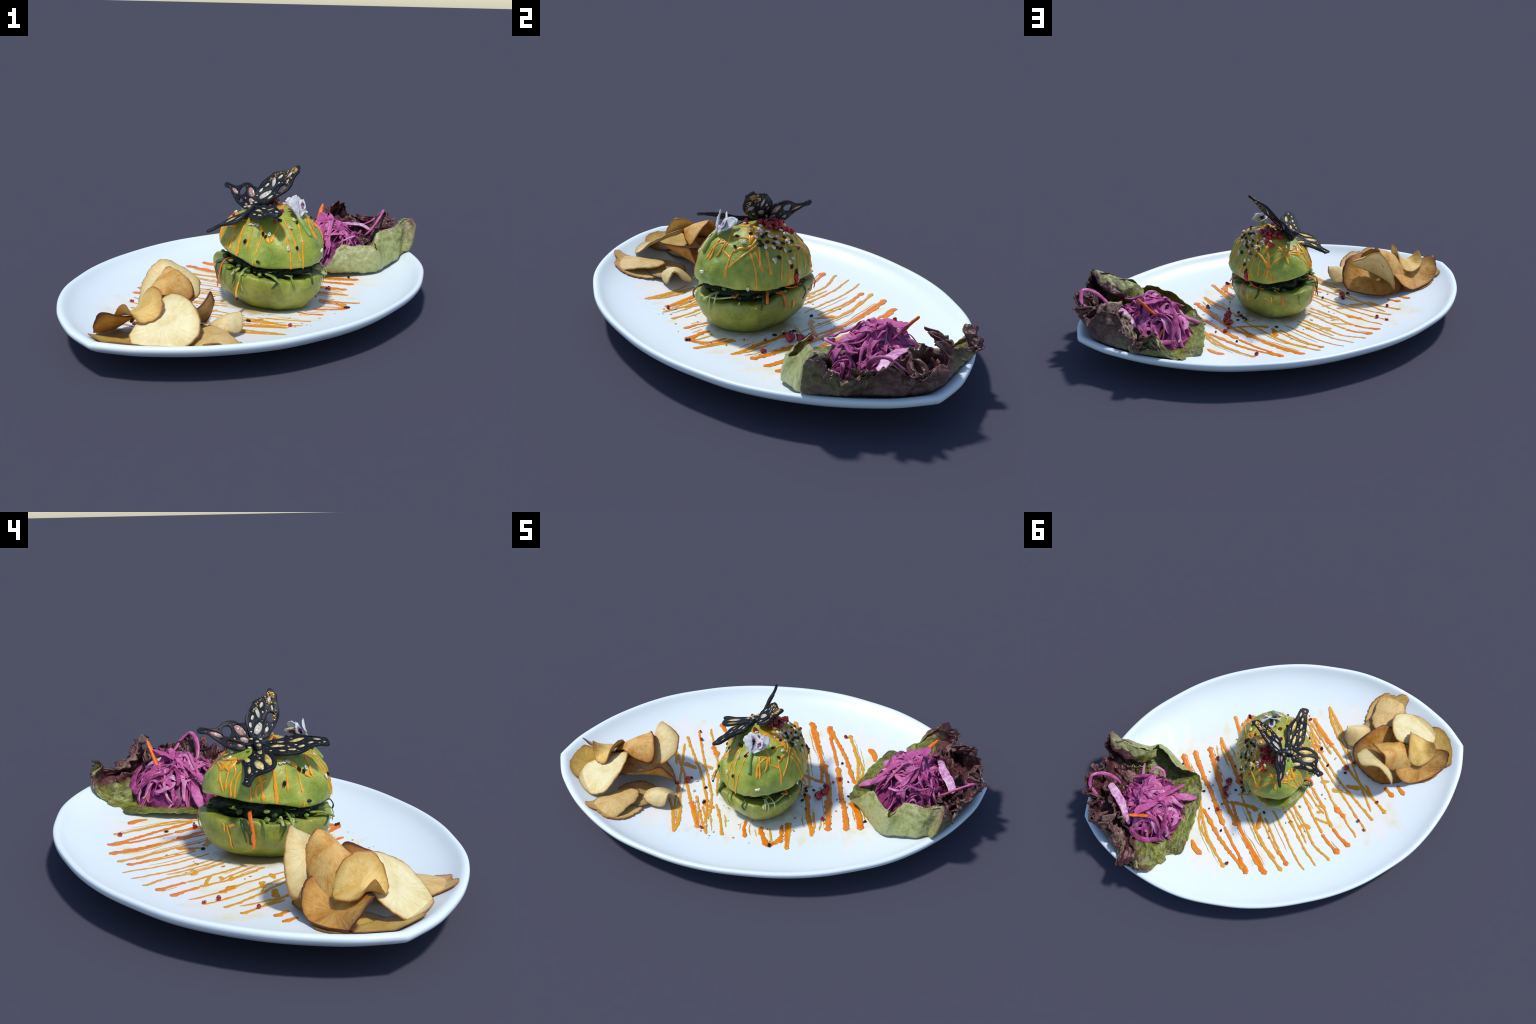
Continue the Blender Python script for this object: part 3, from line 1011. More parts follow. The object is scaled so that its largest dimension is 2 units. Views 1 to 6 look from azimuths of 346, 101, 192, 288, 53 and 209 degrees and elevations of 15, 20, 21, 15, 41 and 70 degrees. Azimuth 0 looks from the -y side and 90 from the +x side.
# ------------------------------------------------------------------ wafer butterfly and flower
# each wing: root, direction to the tip, direction across, bulge, tilt of either half, outline (along,across), cells (middle, long half axis, short half axis, open)
WINGS = [
    ("-.02,-.05,.545", "0.742,-0.014,0.67", "-0.281,0.901,0.33", 0.0, (0.0, 0.29),
     "0.009,0.022 0.062,0.058 0.094,0.069 0.140,0.061 0.177,0.054 0.212,0.028 0.242,0.009 0.267,0.009 0.281,-0.001 0.270,-0.014 0.257,-0.030 0.223,-0.041 0.180,-0.061 0.144,-0.064 0.099,-0.058 0.065,-0.048 0.035,-0.034",
     "0.142,-0.033,0.024,0.006,0.006,-0.017,1 0.138,0.027,0.020,0.015,0.008,-0.008,0 0.065,0.041,0.014,0.005,0.004,-0.008,0 0.066,0.005,0.033,-0.005,-0.002,-0.015,0 0.073,-0.030,0.018,0.000,0.001,-0.009,0 "
     "0.104,0.042,0.015,-0.001,0.000,-0.008,0 0.180,0.020,0.016,-0.001,0.000,-0.009,0 0.222,-0.006,0.019,0.004,0.003,-0.009,0 0.188,-0.028,0.014,0.006,0.003,-0.007,0", "white"),
    ("-.03,-.035,.545", "-0.442,0.85,0.286", "0.53,-0.01,0.848", 0.007, (0.0, 0.0),
     "0.013,0.018 0.039,0.072 0.069,0.067 0.086,0.073 0.106,0.070 0.129,0.058 0.142,0.042 0.159,0.025 0.188,0.017 0.218,0.014 0.231,0.003 0.228,-0.007 0.214,-0.008 0.190,-0.005 0.162,-0.017 0.135,-0.028 0.108,-0.040 0.077,-0.043 0.041,-0.042 0.018,-0.027",
     "0.111,0.024,0.011,0.019,-0.018,0.011,1 0.057,0.041,0.027,0.014,-0.008,0.015,0 0.154,0.001,0.028,0.005,-0.003,0.011,0 0.090,-0.022,0.014,-0.002,0.002,0.011,1 0.030,0.006,0.018,0.006,-0.005,0.011,0 0.045,-0.022,0.014,0.002,-0.002,0.009,0", "pink"),
    ("-.05,-.07,.53", "-0.913,-0.051,-0.404", "0.091,0.941,-0.326", 0.001, (-0.24, 0.0),
     "-0.010,0.076 0.026,0.067 0.068,0.058 0.116,0.034 0.167,0.018 0.214,0.011 0.228,0.013 0.242,-0.004 0.243,-0.018 0.210,-0.018 0.185,-0.030 0.174,-0.060 0.148,-0.091 0.104,-0.094 0.069,-0.083 0.033,-0.053 -0.013,-0.01",
     "0.122,-0.034,-0.032,0.009,0.010,-0.023,0 0.076,0.029,-0.021,0.006,0.006,-0.016,0 0.152,0.001,-0.022,0.000,0.009,-0.011,0 0.085,-0.060,-0.036,0.014,0.003,-0.016,0 0.022,0.036,-0.014,0.004,0.004,-0.011,0 0.022,-0.012,-0.022,0.005,0.005,-0.014,0", "gold"),
    ("-.02,-.08,.54", "0.066,-0.996,0.055", "0.89,0.083,0.449", 0.0, (0.0, 0.0),
     "0.0,-0.003 0.049,0.015 0.095,0.040 0.139,0.049 0.191,0.036 0.240,0.035 0.263,0.030 0.276,0.009 0.276,-0.009 0.246,-0.014 0.214,-0.028 0.178,-0.050 0.132,-0.067 0.094,-0.076 0.053,-0.066 0.0,-0.05",
     "0.143,0.019,0.032,0.007,0.004,-0.011,0 0.228,0.020,0.018,0.002,0.002,-0.008,0 0.205,-0.004,0.013,0.004,0.002,-0.008,0 0.168,-0.020,0.015,0.004,0.003,-0.009,0 0.132,-0.038,0.018,0.003,0.002,-0.009,0 0.094,-0.052,0.015,0.002,0.002,-0.008,0 0.068,-0.022,0.030,0.006,0.002,-0.010,0 0.076,0.006,0.017,0.004,0.002,-0.007,0", "gold"),
]


def build_butterfly(burger):
    black = Mat("black_wafer", rough=0.5, spec=0.25)
    x = black.noise(70, 3)
    black.colour(black.ramp(x, [(0.35, (0.006, 0.008, 0.012)), (0.6, (0.012, 0.015, 0.022)), (0.78, (0.024, 0.025, 0.028))]))
    black.bump(black.noise(90, 3), 0.15, 0.004)
    gold = Mat("gold_leaf", rough=0.35, spec=0.5, Metallic=0.35)
    gold.colour(gold.ramp(gold.noise(130, 3), [(0.35, (0.42, 0.22, 0.05)), (0.6, (0.72, 0.46, 0.14)), (0.8, (0.85, 0.70, 0.42))]))

    def pane(name, cols):
        m = Mat(name, rough=0.3, spec=0.5)
        m.colour(m.ramp(m.noise(75, 3, 0.6, dist=0.5), cols))
        return m.m

    panes = {"white": pane("milky_pane", [(0.32, (0.22, 0.22, 0.23)), (0.48, (0.60, 0.60, 0.60)), (0.6, (0.70, 0.60, 0.42)), (0.74, (0.42, 0.46, 0.26))]),
             "pink": pane("rosy_pane", [(0.34, (0.62, 0.62, 0.56)), (0.44, (0.55, 0.36, 0.34)), (0.54, (0.38, 0.08, 0.09)), (0.62, (0.56, 0.54, 0.44))]),
             "gold": pane("honey_pane", [(0.30, (0.34, 0.28, 0.06)), (0.44, (0.70, 0.46, 0.08)), (0.56, (0.80, 0.68, 0.36)), (0.72, (0.80, 0.78, 0.66))])}
    fly = put("butterfly_wafer", None, burger, Vector((-0.03, -0.055, 0.54)) - burger.location)
    o0 = Vector((-0.03, -0.055, 0.54))
    for root, u, v, bulge, skew, outline, cells, kind in WINGS:
        R, U, Vv = (np.array(P(s)[0]) for s in (root, u, v))
        Nn = np.cross(U, Vv)
        L = max(p[0] for p in P(outline))
        crv = bpy.data.curves.new("wing", "CURVE")
        crv.dimensions, crv.fill_mode = "2D", "BOTH"
        crv.extrude, crv.bevel_depth, crv.bevel_resolution = 0.0030, 0.0032, 2

        def add(pts):
            sp = crv.splines.new("POLY")
            sp.points.add(len(pts) - 1)
            for q, p in zip(sp.points, pts):
                q.co = (p[0], p[1], 0, 1)
            sp.use_cyclic_u = True

        add([(p[0] + 0.0015 * nz((p[0], p[1], bulge), 60, 3), p[1] + 0.0015 * nz((p[1], p[0], bulge + 2), 60, 3)) for p in catmull(P(outline), 150, True)])
        ovals = []
        # the listed cells, then small ones packed into the rest of the wing: a lacy net of veins
        todo = P(cells)
        shape = [Vector((p[0], p[1])) for p in catmull(P(outline), 90, True)]

        def room(x, y):
            q = Vector((x, y))
            inside = False
            for a, b in zip(shape, shape[1:] + shape[:1]):
                if (a.y > y) != (b.y > y) and x < (b.x - a.x) * (y - a.y) / (b.y - a.y) + a.x:
                    inside = not inside
            if not inside:
                return 0
            d = min((q - a).length for a in shape) - 0.0045
            for c in todo:
                e = np.linalg.solve(np.array([[c[2], c[4]], [c[3], c[5]]]), np.array([x - c[0], y - c[1]]))
                r = np.linalg.norm(e)
                d = min(d, (r - 1.14) / max(r, 1e-6) * math.hypot(x - c[0], y - c[1]) - 0.0042)
            return d

        rw = random.Random(int(L * 1e5))
        for _ in range(700):
            x, y = rw.uniform(0.02, L), rw.uniform(-0.1, 0.1)
            r = room(x, y)
            if r > 0.0036:
                r = min(r, 0.0085) * 0.86
                e = 1.5 if r < 0.0055 else 1.15
                a = rw.uniform(-0.5, 0.5)
                if room(x + e * r * math.cos(a), y + e * r * math.sin(a)) < -0.003 or room(x - e * r * math.cos(a), y - e * r * math.sin(a)) < -0.003:
                    e = 0.95
                todo.append((x, y, e * r * math.cos(a), e * r * math.sin(a), -r * 0.9 * math.sin(a), r * 0.9 * math.cos(a), 0))
        for cx, cy, ax, ay, bx, by, hole in todo:
            pts = []
            for i in range(28):
                a = 2 * math.pi * i / 28
                ca, sa = math.cos(a), math.sin(a)
                k = 1.14 + 0.12 * nz((cx * 90 + ca, cy * 90 + sa, 3), 1.2, 2)
                pts.append((cx + k * (ax * ca + bx * sa), cy + k * (ay * ca + by * sa)))
            ovals.append((pts, hole, (cx, cy)))
            add([(cx + (p[0] - cx) * 1.0, cy + (p[1] - cy) * 1.0) for p in pts])
        tmp = bpy.data.objects.new("wing_outline", crv)
        bpy.context.scene.collection.objects.link(tmp)
        dg = bpy.context.evaluated_depsgraph_get()
        me = bpy.data.meshes.new_from_object(tmp.evaluated_get(dg))
        bpy.data.objects.remove(tmp)
        me.materials.clear()
        me.materials.append(black.m)

        def lay(x, y, z):
            # wings are wavy wafers, gently bowed
            b = bulge * math.sin(min(1, max(0, x / L)) * math.pi) + skew[0] * min(0.0, y) + skew[1] * max(0.0, y) + 0.004 * math.sin(x * 38 + y * 25)
            return Vector(R + U * x + Vv * y + Nn * (z + b)) - o0

        for q in me.vertices:
            q.co = lay(*q.co)
        me.polygons.foreach_set("use_smooth", [True] * len(me.polygons))
        me.set_sharp_from_angle(angle=0.9)
        fix_normals(me)
        wing = put("wing", me, fly)
        for pts, hole, c in ovals:
            if hole:
                continue
            V = [lay(c[0] + (p[0] - c[0]) * 1.04, c[1] + (p[1] - c[1]) * 1.04, z) for z in (0.0022, -0.0022) for p in pts]
            V += [lay(c[0], c[1], 0.0035), lay(c[0], c[1], -0.0035)]
            n = len(pts)
            F = [(2 * n, j, (j + 1) % n) for j in range(n)] + [(2 * n + 1, n + (j + 1) % n, n + j) for j in range(n)]
            F += [(j, n + j, n + (j + 1) % n, (j + 1) % n) for j in range(n)]
            pm = mesh_of("wing_pane", V, F, panes[kind])
            fix_normals(pm)
            put("wing_pane", pm, fly)
        if kind == "white":
            parts = []
            for _ in range(190):
                a = 0.262 - 0.13 * RND.random() ** 1.6
                b = RND.uniform(-1, 1)
                wd = np.interp(a, [0.13, 0.18, 0.22, 0.265], [0.055, 0.048, 0.030, 0.010])
                b = b * wd - 0.006 if a > 0.17 else (wd * RND.choice((-0.95, 0.8)) + RND.uniform(-.006, .006))
                parts.append(blob(lay(a, b, RND.choice((-1, 1)) * 0.0052), RND.uniform(0.002, 0.0048), (1, 1, 0.8), 6, 4, 0.9, _))
            g = mesh_of("gold_flakes", *join(parts), gold.m, smooth=False)
            g = put("gold_flakes", g, fly)
            g["kind"] = "stuff"
    body = join([sweep([np.array(a) for a in P(".018,-.02,.552 -.01,-.045,.552 -.045,-.068,.545 -.075,-.085,.527")], [0.022, 0.036, 0.042, 0.026], [0.018, 0.026, 0.026, 0.016], n=26, sides=10, bump=0.004),
                 sweep(P("-.055,-.015,.535 -.035,-.05,.548 -.03,-.10,.540"), [0.02, 0.03, 0.022], 0.018, n=16, bump=0.003)])
    put("butterfly_body", mesh_of("butterfly_body", [Vector(v) - o0 for v in body[0]], body[1], black.m), fly)
    # dots of icing on the body
    for i, (x, y, z) in enumerate(P("-.063,-.078,.545 -.050,-.066,.556 -.035,-.035,.562 -.075,-.04,.535 -.01,-.03,.562 -.03,-.075,.562")):
        m = panes["white"] if i % 2 else panes["gold"]
        put("icing_dot", mesh_of("icing_dot", *blob(Vector((x, y, z)) - o0, 0.008 if i else 0.011, (1, 1, 0.6), 9, 6, 0.3, i), m), fly)
    # sauce bead and strand that carry the wafer
    solo("sauce_drip", *sweep(P("-.17,-.085,.462 -.135,-.09,.455 -.11,-.095,.462"), 0.03, 0.02, n=16), bpy.data.materials["orange_drizzle"], burger)


def build_flower(burger):
    pet = Mat("white_petal", rough=0.5, spec=0.3)
    ring = pet.attr("ring")
    purple = pet.ramp(pet.noise(40, 3), [(0.40, (0.10, 0.012, 0.05)), (0.6, (0.32, 0.14, 0.24))])
    edge = pet.math("ADD", ring, pet.math("MULTIPLY", pet.math("ADD", pet.noise(60, 3), -0.5), 0.6))
    pet.colour(pet.mix(pet.ramp(edge, [(0.45, 1.0), (0.72, 0.0)]), (0.74, 0.74, 0.76), purple))
    plain = Mat("pale_petal", rough=0.5, spec=0.3)
    plain.colour(plain.ramp(plain.noise(30, 3), [(0.35, (0.55, 0.54, 0.60)), (0.55, (0.76, 0.76, 0.77)), (0.8, (0.82, 0.82, 0.82))]))
    fl = put("edible_flower", None, burger, Vector((0.14, -0.215, 0.53)) - burger.location)
    fl_obs = []

    def petal(rim, c, m, th=0.006):
        sheet_object("petal", m, fl, P(rim), P(c)[0], th, nr=10, nt=60, wrinkle=0.004, wscale=35, edge=0.004, seed=len(fl_obs) * 3.1)
        fl_obs.append(1)

    petal(".14,-.227,.515 .118,-.238,.548 .092,-.235,.575 .090,-.222,.595 .108,-.216,.612 .124,-.214,.624 .138,-.212,.610 .146,-.220,.56", ".120,-.226,.575", plain.m)
    petal(".148,-.224,.515 .172,-.212,.530 .192,-.182,.548 .192,-.148,.560 .178,-.132,.582 .160,-.145,.598 .152,-.178,.594 .146,-.21,.560", ".172,-.176,.562", plain.m)
    petal(".140,-.215,.535 .120,-.20,.555 .095,-.19,.572 .085,-.195,.592 .105,-.190,.605 .130,-.182,.600 .150,-.175,.590 .150,-.20,.560", ".120,-.198,.570", pet.m)
    petal(".145,-.20,.54 .15,-.17,.55 .135,-.14,.560 .120,-.135,.570 .105,-.150,.580 .110,-.175,.585 .13,-.19,.58", ".13,-.165,.562", pet.m)
    petal(".165,-.205,.535 .183,-.195,.555 .190,-.180,.575 .178,-.172,.592 .165,-.180,.590 .155,-.195,.57", ".17,-.19,.565", pet.m)
    dark = Mat("purple_throat", rough=0.5)
    dark.colour((0.06, 0.008, 0.03))
    solo("flower_throat", *blob((.135, -.19, .563), 0.02, (1.1, 1, 0.7), 10, 7, 0.4), dark.m, fl)
    st = Mat("flower_stalk", rough=0.4)
    x, y, z = st.xyz()
    st.colour(st.ramp(st.math("MULTIPLY", st.math("ADD", z, 0.05), 10), [(0.0, (0.34, 0.46, 0.12)), (0.45, (0.20, 0.34, 0.05)), (0.8, (0.34, 0.44, 0.14)), (1.0, (0.62, 0.58, 0.60))]))
    solo("flower_stalk", *sweep(P(".139,-.220,.538 .143,-.231,.515 .158,-.250,.488 .176,-.270,.458 .190,-.284,.437"), [0.012, 0.020, 0.026, 0.026, 0.020], [0.012, 0.018, 0.022, 0.022, 0.018], n=30, sides=10), st.m, fl)


# ------------------------------------------------------------------ vegetable chips
def chip_material(name, pale, mid, dark, edge):
    m = Mat(name, rough=0.46, spec=0.38)
    nv = m.n("VectorMath", operation="NORMALIZE")
    m.link(m.co, nv.inputs[0])
    rays = m.noise(9, 4, 0.7, nv.outputs[0])
    blot = m.noise(13, 5, 0.65)
    ring = m.attr("ring")
    body = m.ramp(m.math("ADD", m.math("MULTIPLY", rays, 0.35), m.math("MULTIPLY", blot, 0.65)), [(0.32, dark), (0.43, mid), (0.57, pale)])
    # toasted towards the rim
    toast = m.math("ADD", m.math("POWER", ring, 3.5), m.math("MULTIPLY", m.math("ADD", blot, -0.5), 1.3))
    col = m.mix(m.ramp(toast, [(0.45, 0.0), (1.25, 0.8)]), body, dark)
    col = m.mix(m.ramp(m.math("ADD", ring, m.math("MULTIPLY", m.math("ADD", blot, -0.5), 0.10)), [(0.945, 0.0), (0.99, 1.0)]), col, edge)
    m.colour(col)
    m.bump(m.math("ADD", m.noise(18, 4, 0.6, nv.outputs[0]), m.noise(70, 4)), 0.35, 0.006)
    m.b.inputs["Subsurface Weight"].default_value = 0.05
    m.b.inputs["Subsurface Radius"].default_value = (0.01, 0.006, 0.002)
    return m.m


# kind, middle, rim
CHIPS = [
    ("brown", "-.735,-.555,.150", "-.838,-.700,.252 -.865,-.655,.18 -.852,-.607,.121 -.819,-.537,.099 -.765,-.475,.100 -.695,-.424,.135 -.625,-.418,.205 -.60,-.48,.225 -.63,-.56,.215 -.68,-.63,.21 -.76,-.68,.23"),
    ("toast", "-.565,-.500,.318", "-.525,-.424,.356 -.470,-.442,.343 -.415,-.480,.287 -.421,-.510,.232 -.500,-.570,.245 -.570,-.590,.275 -.690,-.585,.185 -.685,-.515,.140 -.615,-.440,.185 -.553,-.400,.268"),
    ("pale", "-.512,-.418,.282", "-.525,-.335,.368 -.440,-.308,.325 -.390,-.340,.295 -.361,-.381,.266 -.390,-.460,.220 -.500,-.490,.170 -.600,-.440,.140 -.636,-.372,.132 -.628,-.345,.225 -.590,-.333,.315"),
    ("brown", "-.490,-.500,.115", "-.342,-.410,.088 -.316,-.430,.140 -.312,-.462,.205 -.335,-.505,.258 -.362,-.570,.252 -.415,-.656,.238 -.520,-.680,.190 -.62,-.600,.150 -.680,-.445,.110 -.600,-.370,.094 -.550,-.350,.090 -.440,-.360,.086"),
    ("gold", "-.680,-.622,.222", "-.600,-.605,.328 -.580,-.655,.316 -.575,-.690,.262 -.605,-.715,.215 -.680,-.715,.205 -.736,-.690,.281 -.776,-.640,.220 -.732,-.552,.188 -.668,-.528,.203 -.640,-.535,.250 -.622,-.562,.300"),
    ("white", "-.585,-.740,.192", "-.528,-.590,.284 -.462,-.650,.275 -.430,-.735,.232 -.445,-.805,.172 -.530,-.862,.128 -.630,-.858,.115 -.710,-.815,.125 -.725,-.745,.165 -.670,-.670,.200 -.590,-.610,.250"),
    ("olive", "-.775,-.730,.125", "-.885,-.672,.145 -.862,-.740,.128 -.810,-.812,.125 -.758,-.842,.138 -.685,-.855,.142 -.630,-.800,.118 -.680,-.690,.104 -.800,-.620,.104"),
    ("pale", "-.268,-.558,.162", "-.206,-.540,.170 -.222,-.500,.118 -.275,-.470,.090 -.330,-.500,.095 -.365,-.570,.110 -.330,-.630,.118 -.285,-.640,.110 -.240,-.610,.092 -.205,-.575,.105"),
    ("tan", "-.375,-.775,.150", "-.278,-.870,.122 -.315,-.905,.132 -.345,-.885,.137 -.390,-.930,.132 -.440,-.925,.137 -.455,-.875,.132 -.470,-.830,.122 -.480,-.760,.117 -.430,-.680,.132 -.365,-.640,.147 -.315,-.680,.137 -.290,-.770,.132"),
    ("tan", "-.360,-.760,.106", "-.262,-.850,.100 -.330,-.900,.105 -.420,-.900,.110 -.460,-.820,.105 -.440,-.680,.100 -.350,-.610,.098 -.275,-.680,.094 -.250,-.770,.094"),
    ("dull_dark", "-.375,-.640,.112", "-.280,-.660,.100 -.320,-.720,.110 -.420,-.740,.120 -.480,-.680,.120 -.450,-.570,.115 -.360,-.530,.105 -.300,-.580,.100"),
    ("olive", "-.72,-.60,.104", "-.850,-.640,.112 -.800,-.720,.105 -.680,-.740,.100 -.600,-.640,.098 -.620,-.500,.094 -.740,-.470,.096 -.830,-.540,.104"),
]


def build_chips():
    tone = {
        "brown": chip_material("brown_chip", (0.66, 0.37, 0.095), (0.50, 0.22, 0.034), (0.27, 0.085, 0.012), (0.10, 0.022, 0.008)),
        "toast": chip_material("toasted_chip", (0.74, 0.46, 0.15), (0.60, 0.29, 0.052), (0.42, 0.16, 0.022), (0.20, 0.06, 0.014)),
        "pale": chip_material("pale_chip", (0.80, 0.67, 0.36), (0.72, 0.54, 0.23), (0.58, 0.36, 0.10), (0.42, 0.23, 0.07)),
        "white": chip_material("cream_chip", (0.84, 0.76, 0.47), (0.76, 0.64, 0.32), (0.62, 0.45, 0.15), (0.38, 0.18, 0.05)),
        "gold": chip_material("golden_chip", (0.78, 0.55, 0.19), (0.64, 0.39, 0.085), (0.50, 0.26, 0.040), (0.36, 0.15, 0.03)),
        "olive": chip_material("olive_chip", (0.62, 0.43, 0.11), (0.50, 0.31, 0.055), (0.36, 0.19, 0.028), (0.26, 0.11, 0.025)),
        "tan": chip_material("tan_chip", (0.74, 0.54, 0.24), (0.64, 0.41, 0.13), (0.52, 0.28, 0.06), (0.36, 0.14, 0.03)),
        "dull_dark": chip_material("dull_dark_chip", (0.52, 0.37, 0.18), (0.42, 0.26, 0.09), (0.30, 0.15, 0.04), (0.2, 0.1, 0.04)),
    }
    words = {"brown": "dark-edged curled brown root-vegetable chip", "toast": "folded toasted brown root-vegetable chip", "pale": "pale curled root-vegetable chip", "white": "cream-coloured wavy root-vegetable chip",
             "gold": "golden saddle-shaped root-vegetable chip", "olive": "olive-gold flat root-vegetable chip", "tan": "tan torn root-vegetable chip", "dull_dark": "duller, darker flat root-vegetable chip"}
    for i, (kind, c, rim) in enumerate(CHIPS):
        ob = sheet_object("vegetable_chip", tone[kind], None, P(rim), P(c)[0], 0.0075, nr=18, nt=110, wrinkle=0.0035, wscale=14, edge=0.0035 if kind != "tan" else 0.007, seed=i * 7.3, rest=0.0015 + 0.0011 * (len(CHIPS) - i))
        ob["label"], ob["category"] = words[kind], "vegetable chip"


# ------------------------------------------------------------------ lettuce and red-cabbage slaw
# edge of the leaf, then where that part of the leaf leaves the plate
LETTUCE = P(".998,.322,.336,.95,.30,.17 .962,.40,.330,.94,.38,.17 .945,.43,.27,.935,.42,.165 .900,.455,.255,.93,.45,.165 .922,.52,.258,.875,.495,.15 .922,.57,.290,.875,.56,.155 "
            ".935,.633,.335,.88,.63,.165 .885,.675,.27,.855,.675,.155 .805,.708,.300,.825,.72,.15 .815,.755,.265,.795,.775,.15 .762,.818,.268,.75,.822,.15 .738,.803,.345,.70,.845,.152 "
            ".697,.773,.366,.65,.865,.157 .648,.760,.330,.60,.89,.163 .602,.758,.285,.555,.915,.167 .548,.830,.235,.525,.93,.170 .506,.930,.237,.495,.935,.17 "
            ".428,.925,.278,.43,.915,.165 .375,.915,.235,.375,.895,.155 .335,.865,.15,.34,.85,.13 "
            ".30,.785,.10,.36,.76,.094 .305,.748,.090,.37,.72,.092 .24,.675,.090,.34,.66,.091 .277,.538,.090,.36,.54,.091 .31,.40,.090,.39,.43,.091 .36,.285,.088,.43,.35,.091 "
            ".44,.22,.12,.47,.25,.092 .536,.272,.233,.55,.215,.095 .62,.247,.237,.62,.195,.098 .70,.224,.239,.69,.18,.10 .735,.227,.213,.735,.185,.11 .749,.297,.276,.78,.215,.12 "
            ".811,.318,.302,.82,.24,.13 .881,.327,.322,.87,.27,.14 .941,.375,.358,.90,.31,.15")
SALAD = np.array([0.60, 0.56])


def thick_loft(G, thick, closed, mats):
    nr, nt = G.shape[:2]
    du = np.gradient(G, axis=0)
    dv = np.roll(G, -1, 1) - np.roll(G, 1, 1) if closed else np.gradient(G, axis=1)
    N = np.cross(du, dv)
    N /= np.linalg.norm(N, axis=2)[:, :, None] + 1e-12
    V = []
    for sgn in (1, -1):
        for i in range(nr):
            h = thick / 2 * (1 if i < nr - 1 else 0.5)
            V += list(G[i] + sgn * N[i] * h)
    half = nr * nt
    top = [tuple(reversed(f)) for f in grid_faces(nr, nt, closed)]
    F = [tuple(reversed(f)) for f in top] + [tuple(half + v for v in f) for f in top]
    n1 = len(top)
    edge = []
    m = nt if closed else nt - 1
    for row in (0, nr - 1):
        o = row * nt
        edge += [(o + j, o + (j + 1) % nt, half + o + (j + 1) % nt, half + o + j) for j in range(m)]
    if not closed:
        for col in (0, nt - 1):
            edge += [(i * nt + col, (i + 1) * nt + col, half + (i + 1) * nt + col, half + i * nt + col) for i in range(nr - 1)]
    F += edge
    side = [0] * n1 + [1] * n1 + [0] * len(edge)
    return V, F, side


def lettuce_material(name, outside):
    m = Mat(name, rough=0.36, spec=0.45)
    x, y, z = m.xyz()
    ring = m.attr("ring")
    # green towards the burger, dark red towards the tip of the plate and along the frilled edge
    g = m.math("ADD", m.math("MULTIPLY", x, 0.77), m.math("MULTIPLY", y, 0.64))
    g = m.math("ADD", g, m.math("MULTIPLY", m.math("ADD", m.noise(8, 5, 0.65), -0.5), 0.62 if outside else 0.45))
    vein = m.math("ADD", m.math("MULTIPLY", m.noise(26, 5, 0.65, dist=1.2), 0.6), m.math("MULTIPLY", m.noise(8, 3, 0.6), 0.4))
    if outside:
        green = m.ramp(vein, [(0.30, (0.15, 0.15, 0.045)), (0.44, (0.27, 0.29, 0.095)), (0.55, (0.38, 0.40, 0.17)), (0.66, (0.34, 0.28, 0.17)), (0.76, (0.50, 0.48, 0.30))])
        red = m.ramp(vein, [(0.32, (0.075, 0.024, 0.024)), (0.46, (0.16, 0.072, 0.062)), (0.58, (0.24, 0.15, 0.11)), (0.72, (0.33, 0.27, 0.18))])
        g = m.math("ADD", g, m.math("MULTIPLY", m.math("POWER", ring, 9.0), 0.10))
        fac = m.ramp(g, [(0.08, 0.0), (0.22, 1.0)])
    else:
        green = m.ramp(vein, [(0.30, (0.030, 0.032, 0.007)), (0.42, (0.085, 0.080, 0.014)), (0.52, (0.17, 0.19, 0.025)), (0.60, (0.25, 0.29, 0.045)), (0.68, (0.12, 0.060, 0.026)), (0.8, (0.20, 0.15, 0.05))])
        red = m.ramp(vein, [(0.30, (0.020, 0.008, 0.009)), (0.46, (0.070, 0.022, 0.025)), (0.60, (0.145, 0.050, 0.050)), (0.76, (0.20, 0.105, 0.085))])
        g = m.math("ADD", g, m.math("MULTIPLY", m.math("POWER", ring, 5.0), 0.08))
        fac = m.ramp(g, [(0.015, 0.0), (0.13, 1.0)])
    col = m.mix(fac, green, red)
    m.colour(col)
    m.bump(m.math("ADD", m.noise(22, 4, 0.6, dist=1.0), m.math("MULTIPLY", m.noise(70, 4), 0.5)), 0.5, 0.012)
    return m.m


